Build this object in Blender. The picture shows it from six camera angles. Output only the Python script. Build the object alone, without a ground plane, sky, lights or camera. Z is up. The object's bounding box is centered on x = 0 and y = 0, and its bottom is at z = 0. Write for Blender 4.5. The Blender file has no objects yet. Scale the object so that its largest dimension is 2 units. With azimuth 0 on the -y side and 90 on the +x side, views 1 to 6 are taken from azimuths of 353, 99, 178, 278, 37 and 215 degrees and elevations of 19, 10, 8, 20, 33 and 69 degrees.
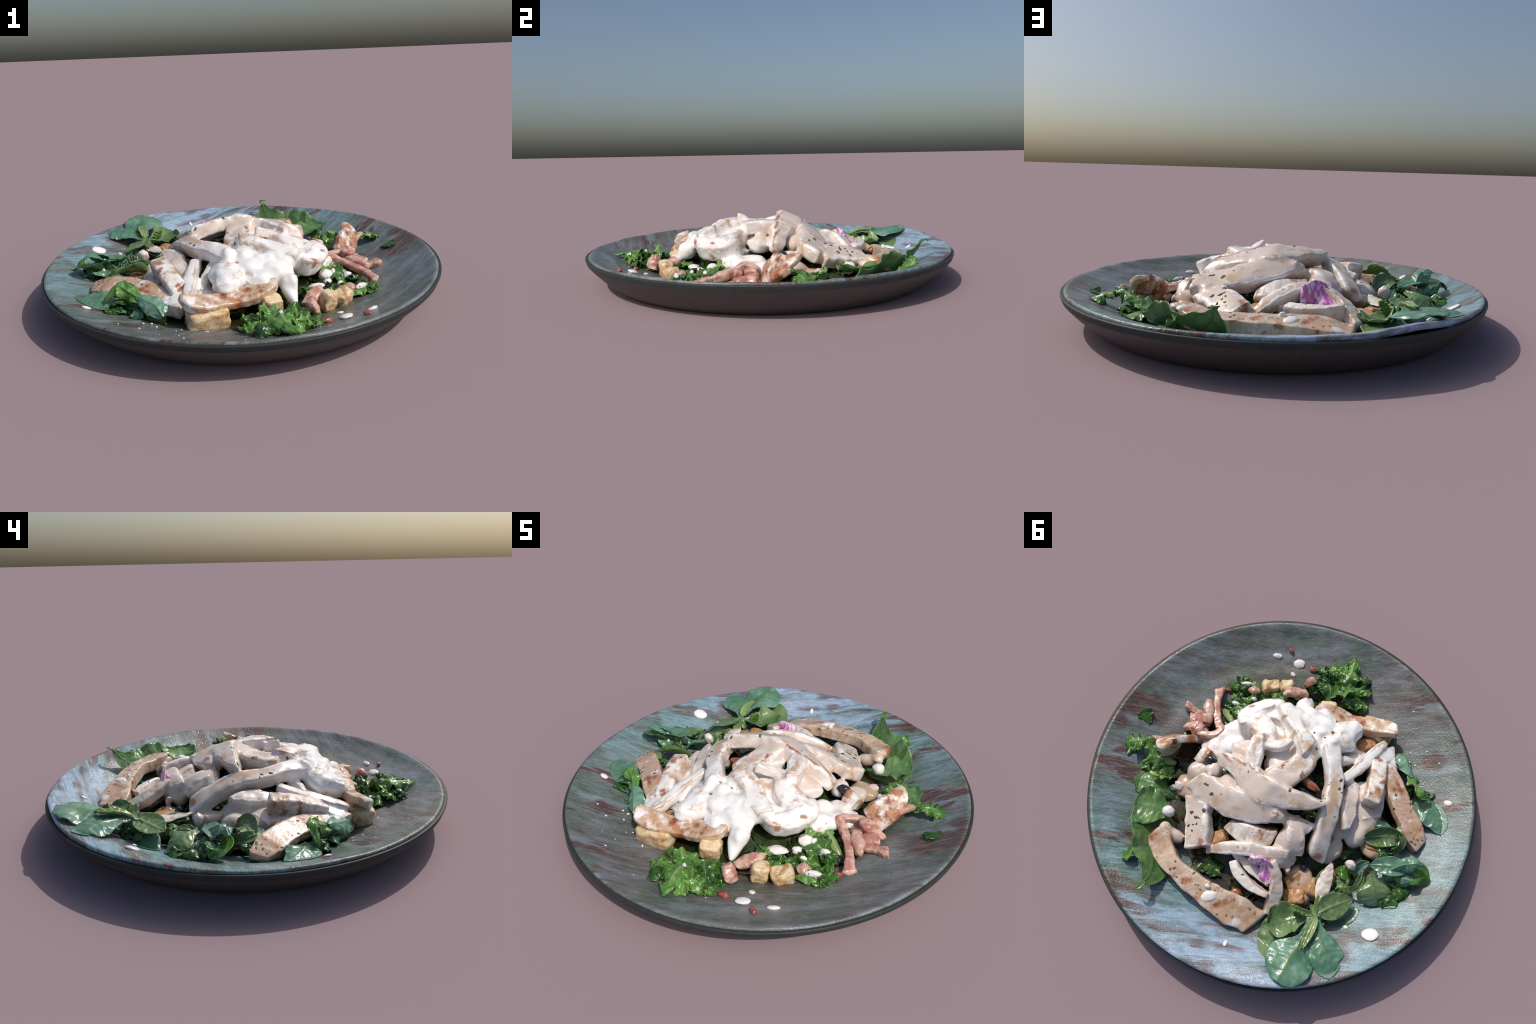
"""A round rustic stoneware plate holding a salad: sauced chicken strips heaped
over lettuce, lamb's lettuce, croutons and ham, with drops of cream dressing."""
import bpy, bmesh, math, random
import numpy as np
from mathutils import Vector, Matrix, noise
from mathutils.bvhtree import BVHTree

RNG = random.Random(7)
COL = bpy.context.scene.collection


# ------------------------------------------------------------------ helpers
def link(name, mesh, parent, mats=()):
    ob = bpy.data.objects.new(name, mesh)
    COL.objects.link(ob)
    ob.parent = parent
    for m in mats:
        mesh.materials.append(m)
    return ob


def empty(name, label, category):
    e = bpy.data.objects.new(name, None)
    e.empty_display_size = 0.1
    COL.objects.link(e)
    e["label"], e["category"] = label, category
    return e


def mesh_from(verts, faces, smooth=True):
    me = bpy.data.meshes.new("part")
    me.from_pydata([tuple(v) for v in verts], [], faces)
    me.update()
    if smooth:
        me.polygons.foreach_set("use_smooth", [True] * len(me.polygons))
    return me


def catmull(pts, n):
    """n samples of a Catmull-Rom curve through rows of numbers."""
    p = np.array(pts, float)
    if len(p) == 2:
        t = np.linspace(0, 1, n)[:, None]
        return p[0] * (1 - t) + p[1] * t
    p = np.vstack([2 * p[0] - p[1], p, 2 * p[-1] - p[-2]])
    seg = np.linalg.norm(np.diff(p[1:-1, :3], axis=0), axis=1)
    acc = np.concatenate([[0], np.cumsum(seg)])
    out = []
    for s in np.linspace(0, acc[-1], n):
        i = min(np.searchsorted(acc, s, side="right") - 1, len(seg) - 1)
        t = (s - acc[i]) / max(seg[i], 1e-9)
        a, b, c, d = p[i], p[i + 1], p[i + 2], p[i + 3]
        out.append(0.5 * (2 * b + (c - a) * t + (2 * a - 5 * b + 4 * c - d) * t * t + (3 * b - a - 3 * c + d) * t ** 3))
    return np.array(out)


def fbm(p, scale, seed=0.0):
    return noise.fractal(Vector((p[0] * scale + seed, p[1] * scale - seed * 0.7, p[2] * scale + seed * 1.3)), 1.0, 2.0, 3)


def ease(e0, e1, x):
    t = min(1, max(0, (x - e0) / (e1 - e0)))
    return t * t * (3 - 2 * t)


# ------------------------------------------------------------------ node kit
class Kit:
    """Small wrapper that makes node materials readable."""

    def __init__(self, name):
        self.m = bpy.data.materials.new(name)
        self.m.use_nodes = True
        self.t = self.m.node_tree
        self.b = self.t.nodes["Principled BSDF"]
        self.coord = self.t.nodes.new("ShaderNodeTexCoord").outputs["Object"]

    def new(self, kind):
        return self.t.nodes.new(kind)

    def put(self, sock, v):
        if hasattr(v, "is_linked"):
            self.t.links.new(v, sock)
        elif isinstance(v, (tuple, list)):
            sock.default_value = (*v, 1.0) if len(v) == 3 and len(sock.default_value) == 4 else v
        else:
            sock.default_value = v

    def mapping(self, scale=(1, 1, 1), rot=(0, 0, 0), loc=(0, 0, 0)):
        turned = self.new("ShaderNodeMapping")          # turn first, then stretch
        self.put(turned.inputs[0], self.coord)
        turned.inputs["Rotation"].default_value = rot
        n = self.new("ShaderNodeMapping")
        self.put(n.inputs[0], turned.outputs[0])
        n.inputs["Location"].default_value, n.inputs["Scale"].default_value = loc, scale
        return n.outputs[0]

    def noise(self, scale, detail=4, rough=0.55, vec=None, distort=0.0):
        n = self.new("ShaderNodeTexNoise")
        self.put(n.inputs["Vector"], vec or self.coord)
        n.inputs["Scale"].default_value, n.inputs["Detail"].default_value = scale, detail
        n.inputs["Roughness"].default_value, n.inputs["Distortion"].default_value = rough, distort
        return n.outputs[0]

    def voronoi(self, scale, vec=None, feature="F1"):
        n = self.new("ShaderNodeTexVoronoi")
        n.feature = feature
        self.put(n.inputs["Vector"], vec or self.coord)
        n.inputs["Scale"].default_value = scale
        return n.outputs["Distance"]

    def step(self, fac, lo, hi):
        n = self.new("ShaderNodeMapRange")
        n.interpolation_type = "SMOOTHSTEP"
        self.put(n.inputs[0], fac)
        n.inputs[1].default_value, n.inputs[2].default_value = lo, hi
        return n.outputs[0]

    def math(self, op, a, b=0.0):
        n = self.new("ShaderNodeMath")
        n.operation = op
        self.put(n.inputs[0], a)
        self.put(n.inputs[1], b)
        return n.outputs[0]

    def mix(self, fac, a, b, mode="MIX"):
        n = self.new("ShaderNodeMix")
        n.data_type, n.blend_type = "RGBA", mode
        self.put(n.inputs[0], fac)
        self.put(n.inputs[6], a)
        self.put(n.inputs[7], b)
        return n.outputs[2]

    def xyz(self, vec=None):
        n = self.new("ShaderNodeSeparateXYZ")
        self.put(n.inputs[0], vec or self.coord)
        return n.outputs

    def browned(self, kind, ragged=1.7):
        n = self.new("ShaderNodeGroup")
        n.node_tree = browned_spots(kind)
        self.put(n.inputs[0], self.coord)
        rough = self.math("MULTIPLY", self.math("SUBTRACT", self.noise(38, 5, 0.7), 0.5), ragged * 2)
        return self.step(self.math("ADD", n.outputs[0], rough), 1.5, 0.45)

    def random(self):
        return self.new("ShaderNodeObjectInfo").outputs["Random"]

    def bump(self, height, strength=0.3, dist=0.01):
        n = self.new("ShaderNodeBump")
        n.inputs["Strength"].default_value, n.inputs["Distance"].default_value = strength, dist
        self.put(n.inputs["Height"], height)
        self.put(self.b.inputs["Normal"], n.outputs[0])
        self.put(self.b.inputs["Coat Normal"], n.outputs[0])

    def done(self, color, rough=0.5, **kw):
        self.put(self.b.inputs["Base Color"], color)
        self.put(self.b.inputs["Roughness"], rough)
        for k, v in kw.items():
            self.put(self.b.inputs[k.replace("_", " ")], v)
        return self.m


# ------------------------------------------------------------------ materials
def glaze_material():
    """Weathered blue-grey glaze: long streaks one way, pale blue on the far side, rusty worn bands."""
    k = Kit("weathered_blue_glaze")
    turn = (0, 0, math.radians(-33))
    lane = k.mapping((1.2, 8, 4), turn)
    fine = k.mapping((8, 95, 20), turn)
    broad = k.noise(1.7, 3, 0.5)
    streak = k.noise(1.0, 6, 0.62, lane, 0.6)
    grain = k.noise(1.0, 4, 0.7, fine)
    speck = k.noise(120, 3, 0.6)
    x, y, _ = k.xyz()
    across = k.math("ADD", k.math("MULTIPLY", x, -0.58), k.math("MULTIPLY", y, 0.82))     # towards the pale side
    along = k.math("ADD", k.math("MULTIPLY", x, 0.82), k.math("MULTIPLY", y, 0.58))
    wob = k.math("MULTIPLY", k.math("SUBTRACT", broad, 0.5), 1.1)
    pale = k.step(k.math("ADD", across, wob), -0.60, 0.65)
    base = k.mix(k.step(streak, 0.40, 0.62), (0.108, 0.106, 0.088), (0.215, 0.245, 0.265))
    teal = k.mix(k.step(grain, 0.3, 0.7), (0.085, 0.190, 0.190), (0.270, 0.420, 0.46))
    col = k.mix(pale, base, teal)
    blue = k.math("MULTIPLY", k.step(k.math("ADD", across, k.math("MULTIPLY", k.math("SUBTRACT", streak, 0.5), 1.2)), 0.55, 0.95), k.step(along, -0.75, 0.15))
    col = k.mix(blue, col, (0.40, 0.53, 0.72))
    green = k.step(k.noise(3.1, 4, 0.6, k.mapping((1, 2.2, 1), turn, (3, 1, 0))), 0.50, 0.60)
    col = k.mix(k.math("MULTIPLY", green, 0.7), col, k.mix(k.step(grain, 0.35, 0.65), (0.065, 0.095, 0.058), (0.12, 0.17, 0.12)))
    tan = k.step(k.noise(1.0, 5, 0.65, k.mapping((3, 30, 8), turn, (5, 2, 0))), 0.56, 0.72)
    col = k.mix(k.math("MULTIPLY", tan, 0.45), col, (0.25, 0.18, 0.13))
    weave = k.noise(1.0, 3, 0.7, k.mapping((26, 150, 40), turn))
    col = k.mix(k.math("MULTIPLY", k.step(weave, 0.42, 0.66), 0.45), col, k.mix(1.0, col, (0.50, 0.52, 0.52), "MULTIPLY"))
    col = k.mix(k.math("MULTIPLY", k.step(weave, 0.46, 0.30), 0.35), col, k.mix(0.35, col, (0.62, 0.66, 0.70)))
    mott = k.step(k.noise(5.5, 6, 0.68, k.mapping((1, 1.7, 1), turn, (8, 3, 0))), 0.47, 0.62)
    col = k.mix(k.math("MULTIPLY", mott, 0.55), col, k.mix(0.6, col, k.mix(pale, (0.27, 0.28, 0.30), (0.20, 0.31, 0.37))))
    dusk = k.step(k.noise(4.6, 7, 0.72, k.mapping((0.8, 3.4, 1), turn, (2, 13, 0)), 0.5), 0.52, 0.62)
    col = k.mix(k.math("MULTIPLY", dusk, 0.55), col, (0.125, 0.098, 0.075))
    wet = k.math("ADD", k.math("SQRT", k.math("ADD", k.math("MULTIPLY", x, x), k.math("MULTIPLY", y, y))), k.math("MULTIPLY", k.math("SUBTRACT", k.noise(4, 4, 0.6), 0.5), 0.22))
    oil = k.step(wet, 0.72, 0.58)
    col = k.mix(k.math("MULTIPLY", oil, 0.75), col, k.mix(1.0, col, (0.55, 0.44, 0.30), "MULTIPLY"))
    # worn rusty bands, gathered on the two sides the streaks run out to
    sides = k.math("ADD", k.step(along, 0.45, 0.8), k.step(k.math("MULTIPLY", along, -1.0), 0.45, 0.8))
    sides = k.math("ADD", sides, k.math("MULTIPLY", k.step(across, 0.62, 0.8), 0.75))
    rust = k.noise(1.0, 7, 0.66, k.mapping((1.8, 12, 5), turn, (7.3, 4.1, 0)), 0.9)
    patch = k.math("ADD", 0.0, k.step(k.noise(2.4, 3, 0.5, k.mapping((1, 1.6, 1), turn, (1.7, 9.0, 0))), 0.45, 0.52))
    band = k.math("MULTIPLY", k.math("MULTIPLY", k.step(rust, 0.46, 0.53), patch), sides)
    col = k.mix(k.math("MINIMUM", band, 0.95), col, k.mix(k.step(grain, 0.4, 0.65), (0.065, 0.036, 0.034), (0.20, 0.105, 0.08)))
    col = k.mix(k.math("MULTIPLY", k.step(speck, 0.56, 0.75), 0.45), col, (0.06, 0.06, 0.06))
    col = k.mix(k.math("MULTIPLY", k.step(speck, 0.45, 0.25), 0.25), col, (0.45, 0.48, 0.5))
    k.bump(k.math("ADD", k.math("MULTIPLY", streak, 0.6), k.math("MULTIPLY", speck, 0.6)), 0.6, 0.006)
    return k.done(col, k.step(k.noise(9, 3), -0.1, 1.25), Specular_IOR_Level=0.35, Coat_Weight=0.35, Coat_Roughness=0.10)


def plain_material(name, c1, c2, rough, scale=14, bump=0.1, **kw):
    k = Kit(name)
    n = k.noise(scale, 4, 0.6)
    k.bump(n, bump, 0.005)
    return k.done(k.mix(k.step(n, 0.3, 0.7), c1, c2), rough, **kw)


# places where the griddle has browned the meat or where it lies bare
SEARS = [  # x, y, half length, half width, turn, kind
    (0.29, 0.085, 0.045, 0.008, 2.9, "sear"), (0.21, 0.072, 0.045, 0.009, 3.1, "sear"), (0.12, 0.066, 0.05, 0.010, 3.1, "sear"), (0.06, 0.078, 0.03, 0.007, 2.9, "tan"),
    (0.375, -0.235, 0.014, 0.008, 1.0, "sear"), (0.31, -0.345, 0.018, 0.008, 0.2, "sear"), (-0.03, -0.20, 0.04, 0.030, 0.4, "tan"), (-0.03, -0.09, 0.05, 0.03, 1.4, "tan"),
    (-0.33, -0.405, 0.022, 0.018, 0.3, "sear"), (-0.425, -0.235, 0.020, 0.030, 1.0, "sear"), (-0.415, -0.30, 0.018, 0.012, 1.0, "sear"), (-0.12, -0.545, 0.055, 0.020, -0.3, "sear"), (-0.03, -0.50, 0.035, 0.015, -0.2, "sear"),
    (-0.22, -0.575, 0.05, 0.02, -0.3, "tan"), (0.135, 0.505, 0.020, 0.035, 0.5, "sear"), (-0.24, -0.10, 0.06, 0.022, 2.1, "tan"), (-0.28, -0.02, 0.05, 0.020, 1.9, "tan"), (-0.36, 0.20, 0.02, 0.012, 0.5, "sear"),
    (0.36, 0.605, 0.02, 0.03, 0.3, "sear"), (0.16, 0.66, 0.035, 0.02, 0.2, "tan"), (0.08, 0.675, 0.030, 0.018, 0.6, "sear"), (-0.12, 0.66, 0.04, 0.015, 0.9, "sear"), (-0.2, 0.66, 0.04, 0.02, 1.2, "tan"),
    (-0.09, 0.18, 0.018, 0.008, 0.4, "sear"), (0.20, 0.29, 0.04, 0.022, 0.1, "tan"), (0.07, 0.46, 0.05, 0.016, 2.4, "tan"), (0.36, 0.22, 0.035, 0.010, 2.4, "tan"), (-0.5, -0.34, 0.035, 0.02, 0.5, "sear"), (-0.47, -0.37, 0.03, 0.012, 2.4, "sear"),
    (0.18, -0.27, 0.02, 0.01, 0.5, "tan"), (0.09, -0.20, 0.035, 0.016, 1.3, "tan"), (0.13, -0.17, 0.03, 0.02, 0.8, "tan"), (0.19, -0.02, 0.03, 0.012, 2.2, "tan"), (-0.16, 0.08, 0.03, 0.012, 0.4, "tan"),
    (0.565, 0.19, 0.014, 0.06, 0.5, "sear"), (0.52, 0.10, 0.02, 0.05, 0.9, "sear"), (0.645, 0.13, 0.05, 0.018, 1.2, "sear"), (0.62, 0.19, 0.03, 0.02, 0.4, "sear"), (0.56, 0.07, 0.04, 0.015, 0.3, "sear"),
    (0.405, 0.10, 0.02, 0.03, 0.3, "sear"), (0.27, -0.11, 0.03, 0.015, 0.4, "tan"), (-0.30, 0.07, 0.03, 0.012, 2.0, "tan"), (-0.68, -0.2, 0.05, 0.03, 0.5, "tan"), (0.30, 0.60, 0.05, 0.03, 0.2, "tan"), (-0.27, 0.64, 0.03, 0.05, 0.1, "tan"),
]


def browned_spots(kind):
    """Node group: how close a point lies to the browned places of that kind (0 centre, 1 rim)."""
    name = "browned_" + kind
    if name in bpy.data.node_groups:
        return bpy.data.node_groups[name]
    g = bpy.data.node_groups.new(name, "ShaderNodeTree")
    g.interface.new_socket("Vector", in_out="INPUT", socket_type="NodeSocketVector")
    g.interface.new_socket("Distance", in_out="OUTPUT", socket_type="NodeSocketFloat")
    gi, go = g.nodes.new("NodeGroupInput"), g.nodes.new("NodeGroupOutput")
    last = None
    for x, y, a, b, turn, what in SEARS:
        if what != kind:
            continue
        m = g.nodes.new("ShaderNodeMapping")
        m.vector_type = "TEXTURE"
        m.inputs["Location"].default_value = (x, y, 0.2)
        m.inputs["Rotation"].default_value = (0, 0, turn)
        m.inputs["Scale"].default_value = (a, b, 0.6)
        g.links.new(gi.outputs[0], m.inputs[0])
        ln = g.nodes.new("ShaderNodeVectorMath")
        ln.operation = "LENGTH"
        g.links.new(m.outputs[0], ln.inputs[0])
        out = ln.outputs["Value"]
        if last is not None:
            mn = g.nodes.new("ShaderNodeMath")
            mn.operation = "MINIMUM"
            g.links.new(last, mn.inputs[0])
            g.links.new(out, mn.inputs[1])
            out = mn.outputs[0]
        last = out
    g.links.new(last, go.inputs[0])
    return g


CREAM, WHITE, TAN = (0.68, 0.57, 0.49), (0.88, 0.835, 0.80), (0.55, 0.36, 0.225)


def chicken_material(name, sauce=0.8, sear=0.3, herbs=0.3, flesh=(0.66, 0.48, 0.36)):
    """Grilled chicken under a film of cream dressing. sauce, sear, herbs: 0..1 how much shows."""
    k = Kit(name)
    big = k.noise(8, 4, 0.6)
    mid = k.noise(24, 4, 0.6)
    fibre = k.noise(1.0, 4, 0.65, k.mapping((70, 14, 60), (0, 0, 0.6)), 0.5)
    meat = k.mix(k.step(fibre, 0.35, 0.65), flesh, tuple(c * 0.74 for c in flesh))
    meat = k.mix(k.math("MULTIPLY", k.step(k.noise(11, 3, 0.6, k.mapping(loc=(3, 7, 2))), 0.45, 0.68), 0.7), meat, (0.52, 0.29, 0.15))
    edge = k.step(k.new("ShaderNodeNewGeometry").outputs["Pointiness"], 0.51, 0.60)
    griddle = k.math("ADD", k.math("MULTIPLY", k.noise(12, 5, 0.68, k.mapping(loc=(4, 2, 1))), 0.7), k.math("MULTIPLY", mid, 0.3))
    griddle = k.math("ADD", griddle, k.math("MULTIPLY", edge, 0.05))
    char = k.step(griddle, 0.61 - 0.15 * sear, 0.69 - 0.13 * sear)
    brown = k.mix(k.step(mid, 0.40, 0.60), (0.44, 0.19, 0.075), (0.25, 0.06, 0.022))
    meat = k.mix(char, meat, brown)
    film = k.mix(k.step(big, 0.36, 0.60), CREAM, WHITE)
    depth = k.math("ADD", k.math("MULTIPLY", big, 0.45), k.math("MULTIPLY", k.noise(17, 4, 0.6, k.mapping(loc=(9, 3, 5))), 0.55))
    depth = k.math("SUBTRACT", depth, k.math("MULTIPLY", edge, 0.11))          # dressing runs off the arrises
    cover = k.step(depth, 0.60 - 0.34 * sauce, 0.73 - 0.34 * sauce)
    col = k.mix(cover, meat, film)
    stain = k.step(k.noise(15, 4, 0.62, k.mapping(loc=(2, 8, 3))), 0.54, 0.70)
    col = k.mix(k.math("MULTIPLY", stain, 0.42 + 0.25 * sear), col, (0.54, 0.35, 0.22))
    col = k.mix(k.math("MULTIPLY", k.browned("tan"), 0.85), col, k.mix(k.step(mid, 0.4, 0.6), (0.62, 0.43, 0.29), (0.50, 0.29, 0.16)))
    col = k.mix(k.math("MULTIPLY", k.browned("sear"), 0.9), col, brown)
    dots = k.math("MULTIPLY", k.step(k.voronoi(48), 0.16 + 0.06 * herbs, 0.09 + 0.04 * herbs), k.step(k.noise(11, 2, 0.5, k.mapping(loc=(6, 6, 1))), 0.64 - 0.2 * herbs, 0.68 - 0.2 * herbs))
    col = k.mix(k.math("MULTIPLY", dots, 0.8), col, (0.07, 0.07, 0.04))
    k.bump(k.math("ADD", k.math("MULTIPLY", mid, 0.6), k.math("ADD", k.math("MULTIPLY", k.noise(75, 2), 0.25), k.math("MULTIPLY", fibre, 0.15))), 0.5, 0.006)
    return k.done(col, 0.30, Subsurface_Weight=0.05, Subsurface_Radius=(0.02, 0.012, 0.008), Coat_Weight=0.3, Coat_Roughness=0.12)


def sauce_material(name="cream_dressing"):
    """Thick cream dressing: whiter where it pools and on the sunlit side, shaded sides painted tan, thin and tan over meat, oily and brownish where it has run down."""
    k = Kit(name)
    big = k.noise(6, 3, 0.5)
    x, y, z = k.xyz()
    pooled_sunlit = k.step(k.math("ADD", k.math("SUBTRACT", k.math("MULTIPLY", x, 0.5), y), k.math("MULTIPLY", k.math("SUBTRACT", big, 0.5), 0.6)), -0.12, 0.30)  # pools whiten the south-east; sunlit and shaded sides are painted in too
    col = k.mix(k.step(k.math("ADD", k.math("MULTIPLY", pooled_sunlit, 0.35), k.math("MULTIPLY", big, 0.65)), 0.30, 0.68), (0.68, 0.565, 0.485), (0.93, 0.90, 0.88))
    low = k.math("MULTIPLY", k.step(k.math("ADD", z, k.math("MULTIPLY", k.math("SUBTRACT", big, 0.5), 0.12)), 0.17, 0.10), k.math("SUBTRACT", 1.0, pooled_sunlit))
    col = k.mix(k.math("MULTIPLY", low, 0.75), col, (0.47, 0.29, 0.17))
    edge = k.step(k.new("ShaderNodeNewGeometry").outputs["Pointiness"], 0.515, 0.585)
    thin = k.math("ADD", k.math("MULTIPLY", edge, 0.24), k.noise(13, 5, 0.65, k.mapping(loc=(3, 3, 8))))
    col = k.mix(k.math("MULTIPLY", k.step(thin, 0.56, 0.72), 0.85), col, (0.52, 0.32, 0.19))
    rusty = k.step(k.math("ADD", k.math("MULTIPLY", edge, 0.10), k.noise(22, 4, 0.62, k.mapping(loc=(7, 1, 9)))), 0.67, 0.74)
    col = k.mix(k.math("MULTIPLY", rusty, 0.8), col, (0.40, 0.15, 0.06))
    col = k.mix(k.math("MULTIPLY", k.browned("tan"), 0.8), col, (0.56, 0.37, 0.23))
    col = k.mix(k.math("MULTIPLY", k.browned("sear"), 0.85), col, (0.36, 0.13, 0.05))
    dots = k.math("MULTIPLY", k.step(k.voronoi(55), 0.14, 0.08), k.step(k.noise(16, 2), 0.54, 0.58))
    col = k.mix(k.math("MULTIPLY", dots, 0.8), col, (0.09, 0.08, 0.05))
    k.bump(k.math("ADD", k.noise(28, 3), k.math("MULTIPLY", k.noise(90, 2), 0.2)), 0.22, 0.004)
    return k.done(col, 0.22, Subsurface_Weight=0.06, Subsurface_Radius=(0.02, 0.014, 0.01), Coat_Weight=0.3, Coat_Roughness=0.1)


def leaf_material(name, dark, light, tip, rough=0.3, sheen=0.35):
    k = Kit(name)
    big = k.noise(7, 3, 0.5)
    mid = k.noise(26, 4, 0.6)
    col = k.mix(k.step(big, 0.3, 0.68), dark, light)
    col = k.mix(k.math("MULTIPLY", k.step(mid, 0.5, 0.75), 0.6), col, tip)
    col = k.mix(k.math("MULTIPLY", k.random(), 0.35), col, dark)
    k.bump(k.math("ADD", k.math("MULTIPLY", mid, 0.7), k.math("MULTIPLY", k.noise(80, 2), 0.3)), 0.45, 0.006)
    m = k.done(col, rough, Coat_Weight=sheen, Coat_Roughness=0.12)
    tr = k.new("ShaderNodeBsdfTranslucent")
    k.put(tr.inputs["Color"], k.mix(0.5, col, tip))
    ms = k.new("ShaderNodeMixShader")
    ms.inputs[0].default_value = 0.14
    out = k.t.nodes["Material Output"]
    k.t.links.new(k.b.outputs[0], ms.inputs[1])
    k.t.links.new(tr.outputs[0], ms.inputs[2])
    k.t.links.new(ms.outputs[0], out.inputs[0])
    return m


def crouton_material(name, light=(0.74, 0.58, 0.36), toast=(0.42, 0.20, 0.06)):
    k = Kit(name)
    mid = k.noise(20, 5, 0.65)
    pores = k.step(k.voronoi(70), 0.1, 0.3)
    col = k.mix(k.step(mid, 0.46, 0.68), light, toast)
    col = k.mix(k.math("MULTIPLY", k.math("SUBTRACT", 1.0, pores), 0.35), col, toast)
    rim = k.step(k.math("ADD", k.new("ShaderNodeNewGeometry").outputs["Pointiness"], k.math("MULTIPLY", k.math("SUBTRACT", mid, 0.5), 0.12)), 0.515, 0.57)
    col = k.mix(k.math("MULTIPLY", rim, 0.7), col, toast)
    k.bump(k.math("ADD", mid, k.math("MULTIPLY", pores, 0.5)), 0.5, 0.006)
    return k.done(col, 0.42, Coat_Weight=0.2)


def ham_material():
    k = Kit("cured_ham")
    big = k.noise(13, 5, 0.65, distort=1.2)
    mid = k.noise(40, 4, 0.6)
    col = k.mix(k.step(big, 0.38, 0.6), (0.66, 0.44, 0.34), (0.46, 0.20, 0.16))
    col = k.mix(k.math("MULTIPLY", k.step(mid, 0.55, 0.72), 0.6), col, (0.38, 0.08, 0.09))
    col = k.mix(k.math("MULTIPLY", k.step(mid, 0.42, 0.28), 0.6), col, (0.78, 0.55, 0.42))
    k.bump(mid, 0.4, 0.006)
    return k.done(col, 0.3, Subsurface_Weight=0.05, Coat_Weight=0.35, Coat_Roughness=0.12)


def radicchio_material():
    k = Kit("radicchio_purple")
    vein = k.noise(1.0, 4, 0.6, k.mapping((70, 16, 30), (0, 0, -0.55)), 0.6)
    col = k.mix(k.step(vein, 0.46, 0.60), (0.54, 0.13, 0.42), (0.86, 0.68, 0.80))
    k.bump(vein, 0.4, 0.006)
    return k.done(col, 0.28, Coat_Weight=0.3)


M = {}


def make_materials():
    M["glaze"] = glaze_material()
    M["under"] = plain_material("dark_stoneware", (0.068, 0.059, 0.055), (0.082, 0.072, 0.068), 0.55, 30, 0.03)
    M["lip"] = plain_material("dark_rim_glaze", (0.030, 0.037, 0.037), (0.040, 0.047, 0.045), 0.5, 30, 0.03, Specular_IOR_Level=0.25)
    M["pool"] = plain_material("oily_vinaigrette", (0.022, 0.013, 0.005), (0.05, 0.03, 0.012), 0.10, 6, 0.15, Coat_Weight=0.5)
    M["bed"] = plain_material("dark_gap_filler", (0.012, 0.02, 0.008), (0.045, 0.07, 0.02), 0.3, 20, 0.6)  # near-black green: shade of the gaps between strips put into the colour
    M["sauced"] = chicken_material("sauced_chicken", 0.80, 0.22, 0.25)
    M["half"] = chicken_material("half_sauced_chicken", 0.56, 0.60, 0.35)
    M["grilled"] = chicken_material("grilled_chicken", 0.36, 0.70, 0.3, (0.68, 0.48, 0.33))
    M["seared"] = chicken_material("seared_chicken", 0.40, 1.15, 0.2, (0.72, 0.50, 0.34))
    M["herbed"] = chicken_material("herbed_chicken", 0.20, 0.40, 0.45, (0.74, 0.57, 0.43))
    M["herbpink"] = chicken_material("herbed_pink_chicken", 0.22, 0.40, 0.45, (0.68, 0.47, 0.36))
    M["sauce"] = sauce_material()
    M["drop"] = plain_material("dressing_drop", (0.80, 0.75, 0.72), (0.88, 0.85, 0.83), 0.18, 10, 0.05, Coat_Weight=0.3)
    M["lettuce"] = leaf_material("lettuce_green", (0.016, 0.065, 0.010), (0.085, 0.22, 0.03), (0.24, 0.42, 0.10))
    M["bright"] = leaf_material("lettuce_bright_green", (0.06, 0.17, 0.025), (0.17, 0.36, 0.075), (0.36, 0.52, 0.20))
    M["flat"] = leaf_material("flat_lettuce_green", (0.08, 0.19, 0.055), (0.19, 0.34, 0.11), (0.29, 0.44, 0.19))
    M["lamb"] = leaf_material("lambs_lettuce_green", (0.07, 0.19, 0.11), (0.19, 0.37, 0.26), (0.33, 0.50, 0.36))
    M["lambdull"] = leaf_material("lambs_lettuce_dull_green", (0.10, 0.18, 0.055), (0.22, 0.33, 0.14), (0.34, 0.45, 0.24))
    M["rib"] = leaf_material("pale_leaf_rib", (0.20, 0.30, 0.09), (0.34, 0.43, 0.17), (0.5, 0.55, 0.28))
    M["ribdim"] = leaf_material("green_leaf_rib", (0.10, 0.21, 0.07), (0.17, 0.30, 0.12), (0.26, 0.38, 0.18))
    M["crouton"] = crouton_material("toasted_crouton")
    M["crouton2"] = crouton_material("soaked_crouton", (0.48, 0.27, 0.12), (0.30, 0.12, 0.035))
    M["ham"] = ham_material()
    M["radicchio"] = radicchio_material()
    M["onion"] = plain_material("red_onion", (0.78, 0.70, 0.65), (0.68, 0.52, 0.50), 0.25, 14, 0.15, Coat_Weight=0.3)
    M["berry"] = plain_material("red_pepper_bit", (0.28, 0.05, 0.04), (0.40, 0.14, 0.10), 0.2, 30, 0.2, Coat_Weight=0.4)
    M["olive"] = plain_material("black_olive", (0.012, 0.012, 0.016), (0.035, 0.035, 0.045), 0.15, 20, 0.2, Coat_Weight=0.4)
    M["herb"] = plain_material("dried_herb", (0.045, 0.065, 0.03), (0.10, 0.12, 0.06), 0.6, 60, 0.2)
    M["walnut"] = plain_material("toasted_bit", (0.22, 0.06, 0.03), (0.35, 0.14, 0.06), 0.25, 30, 0.4, Coat_Weight=0.3)


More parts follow.
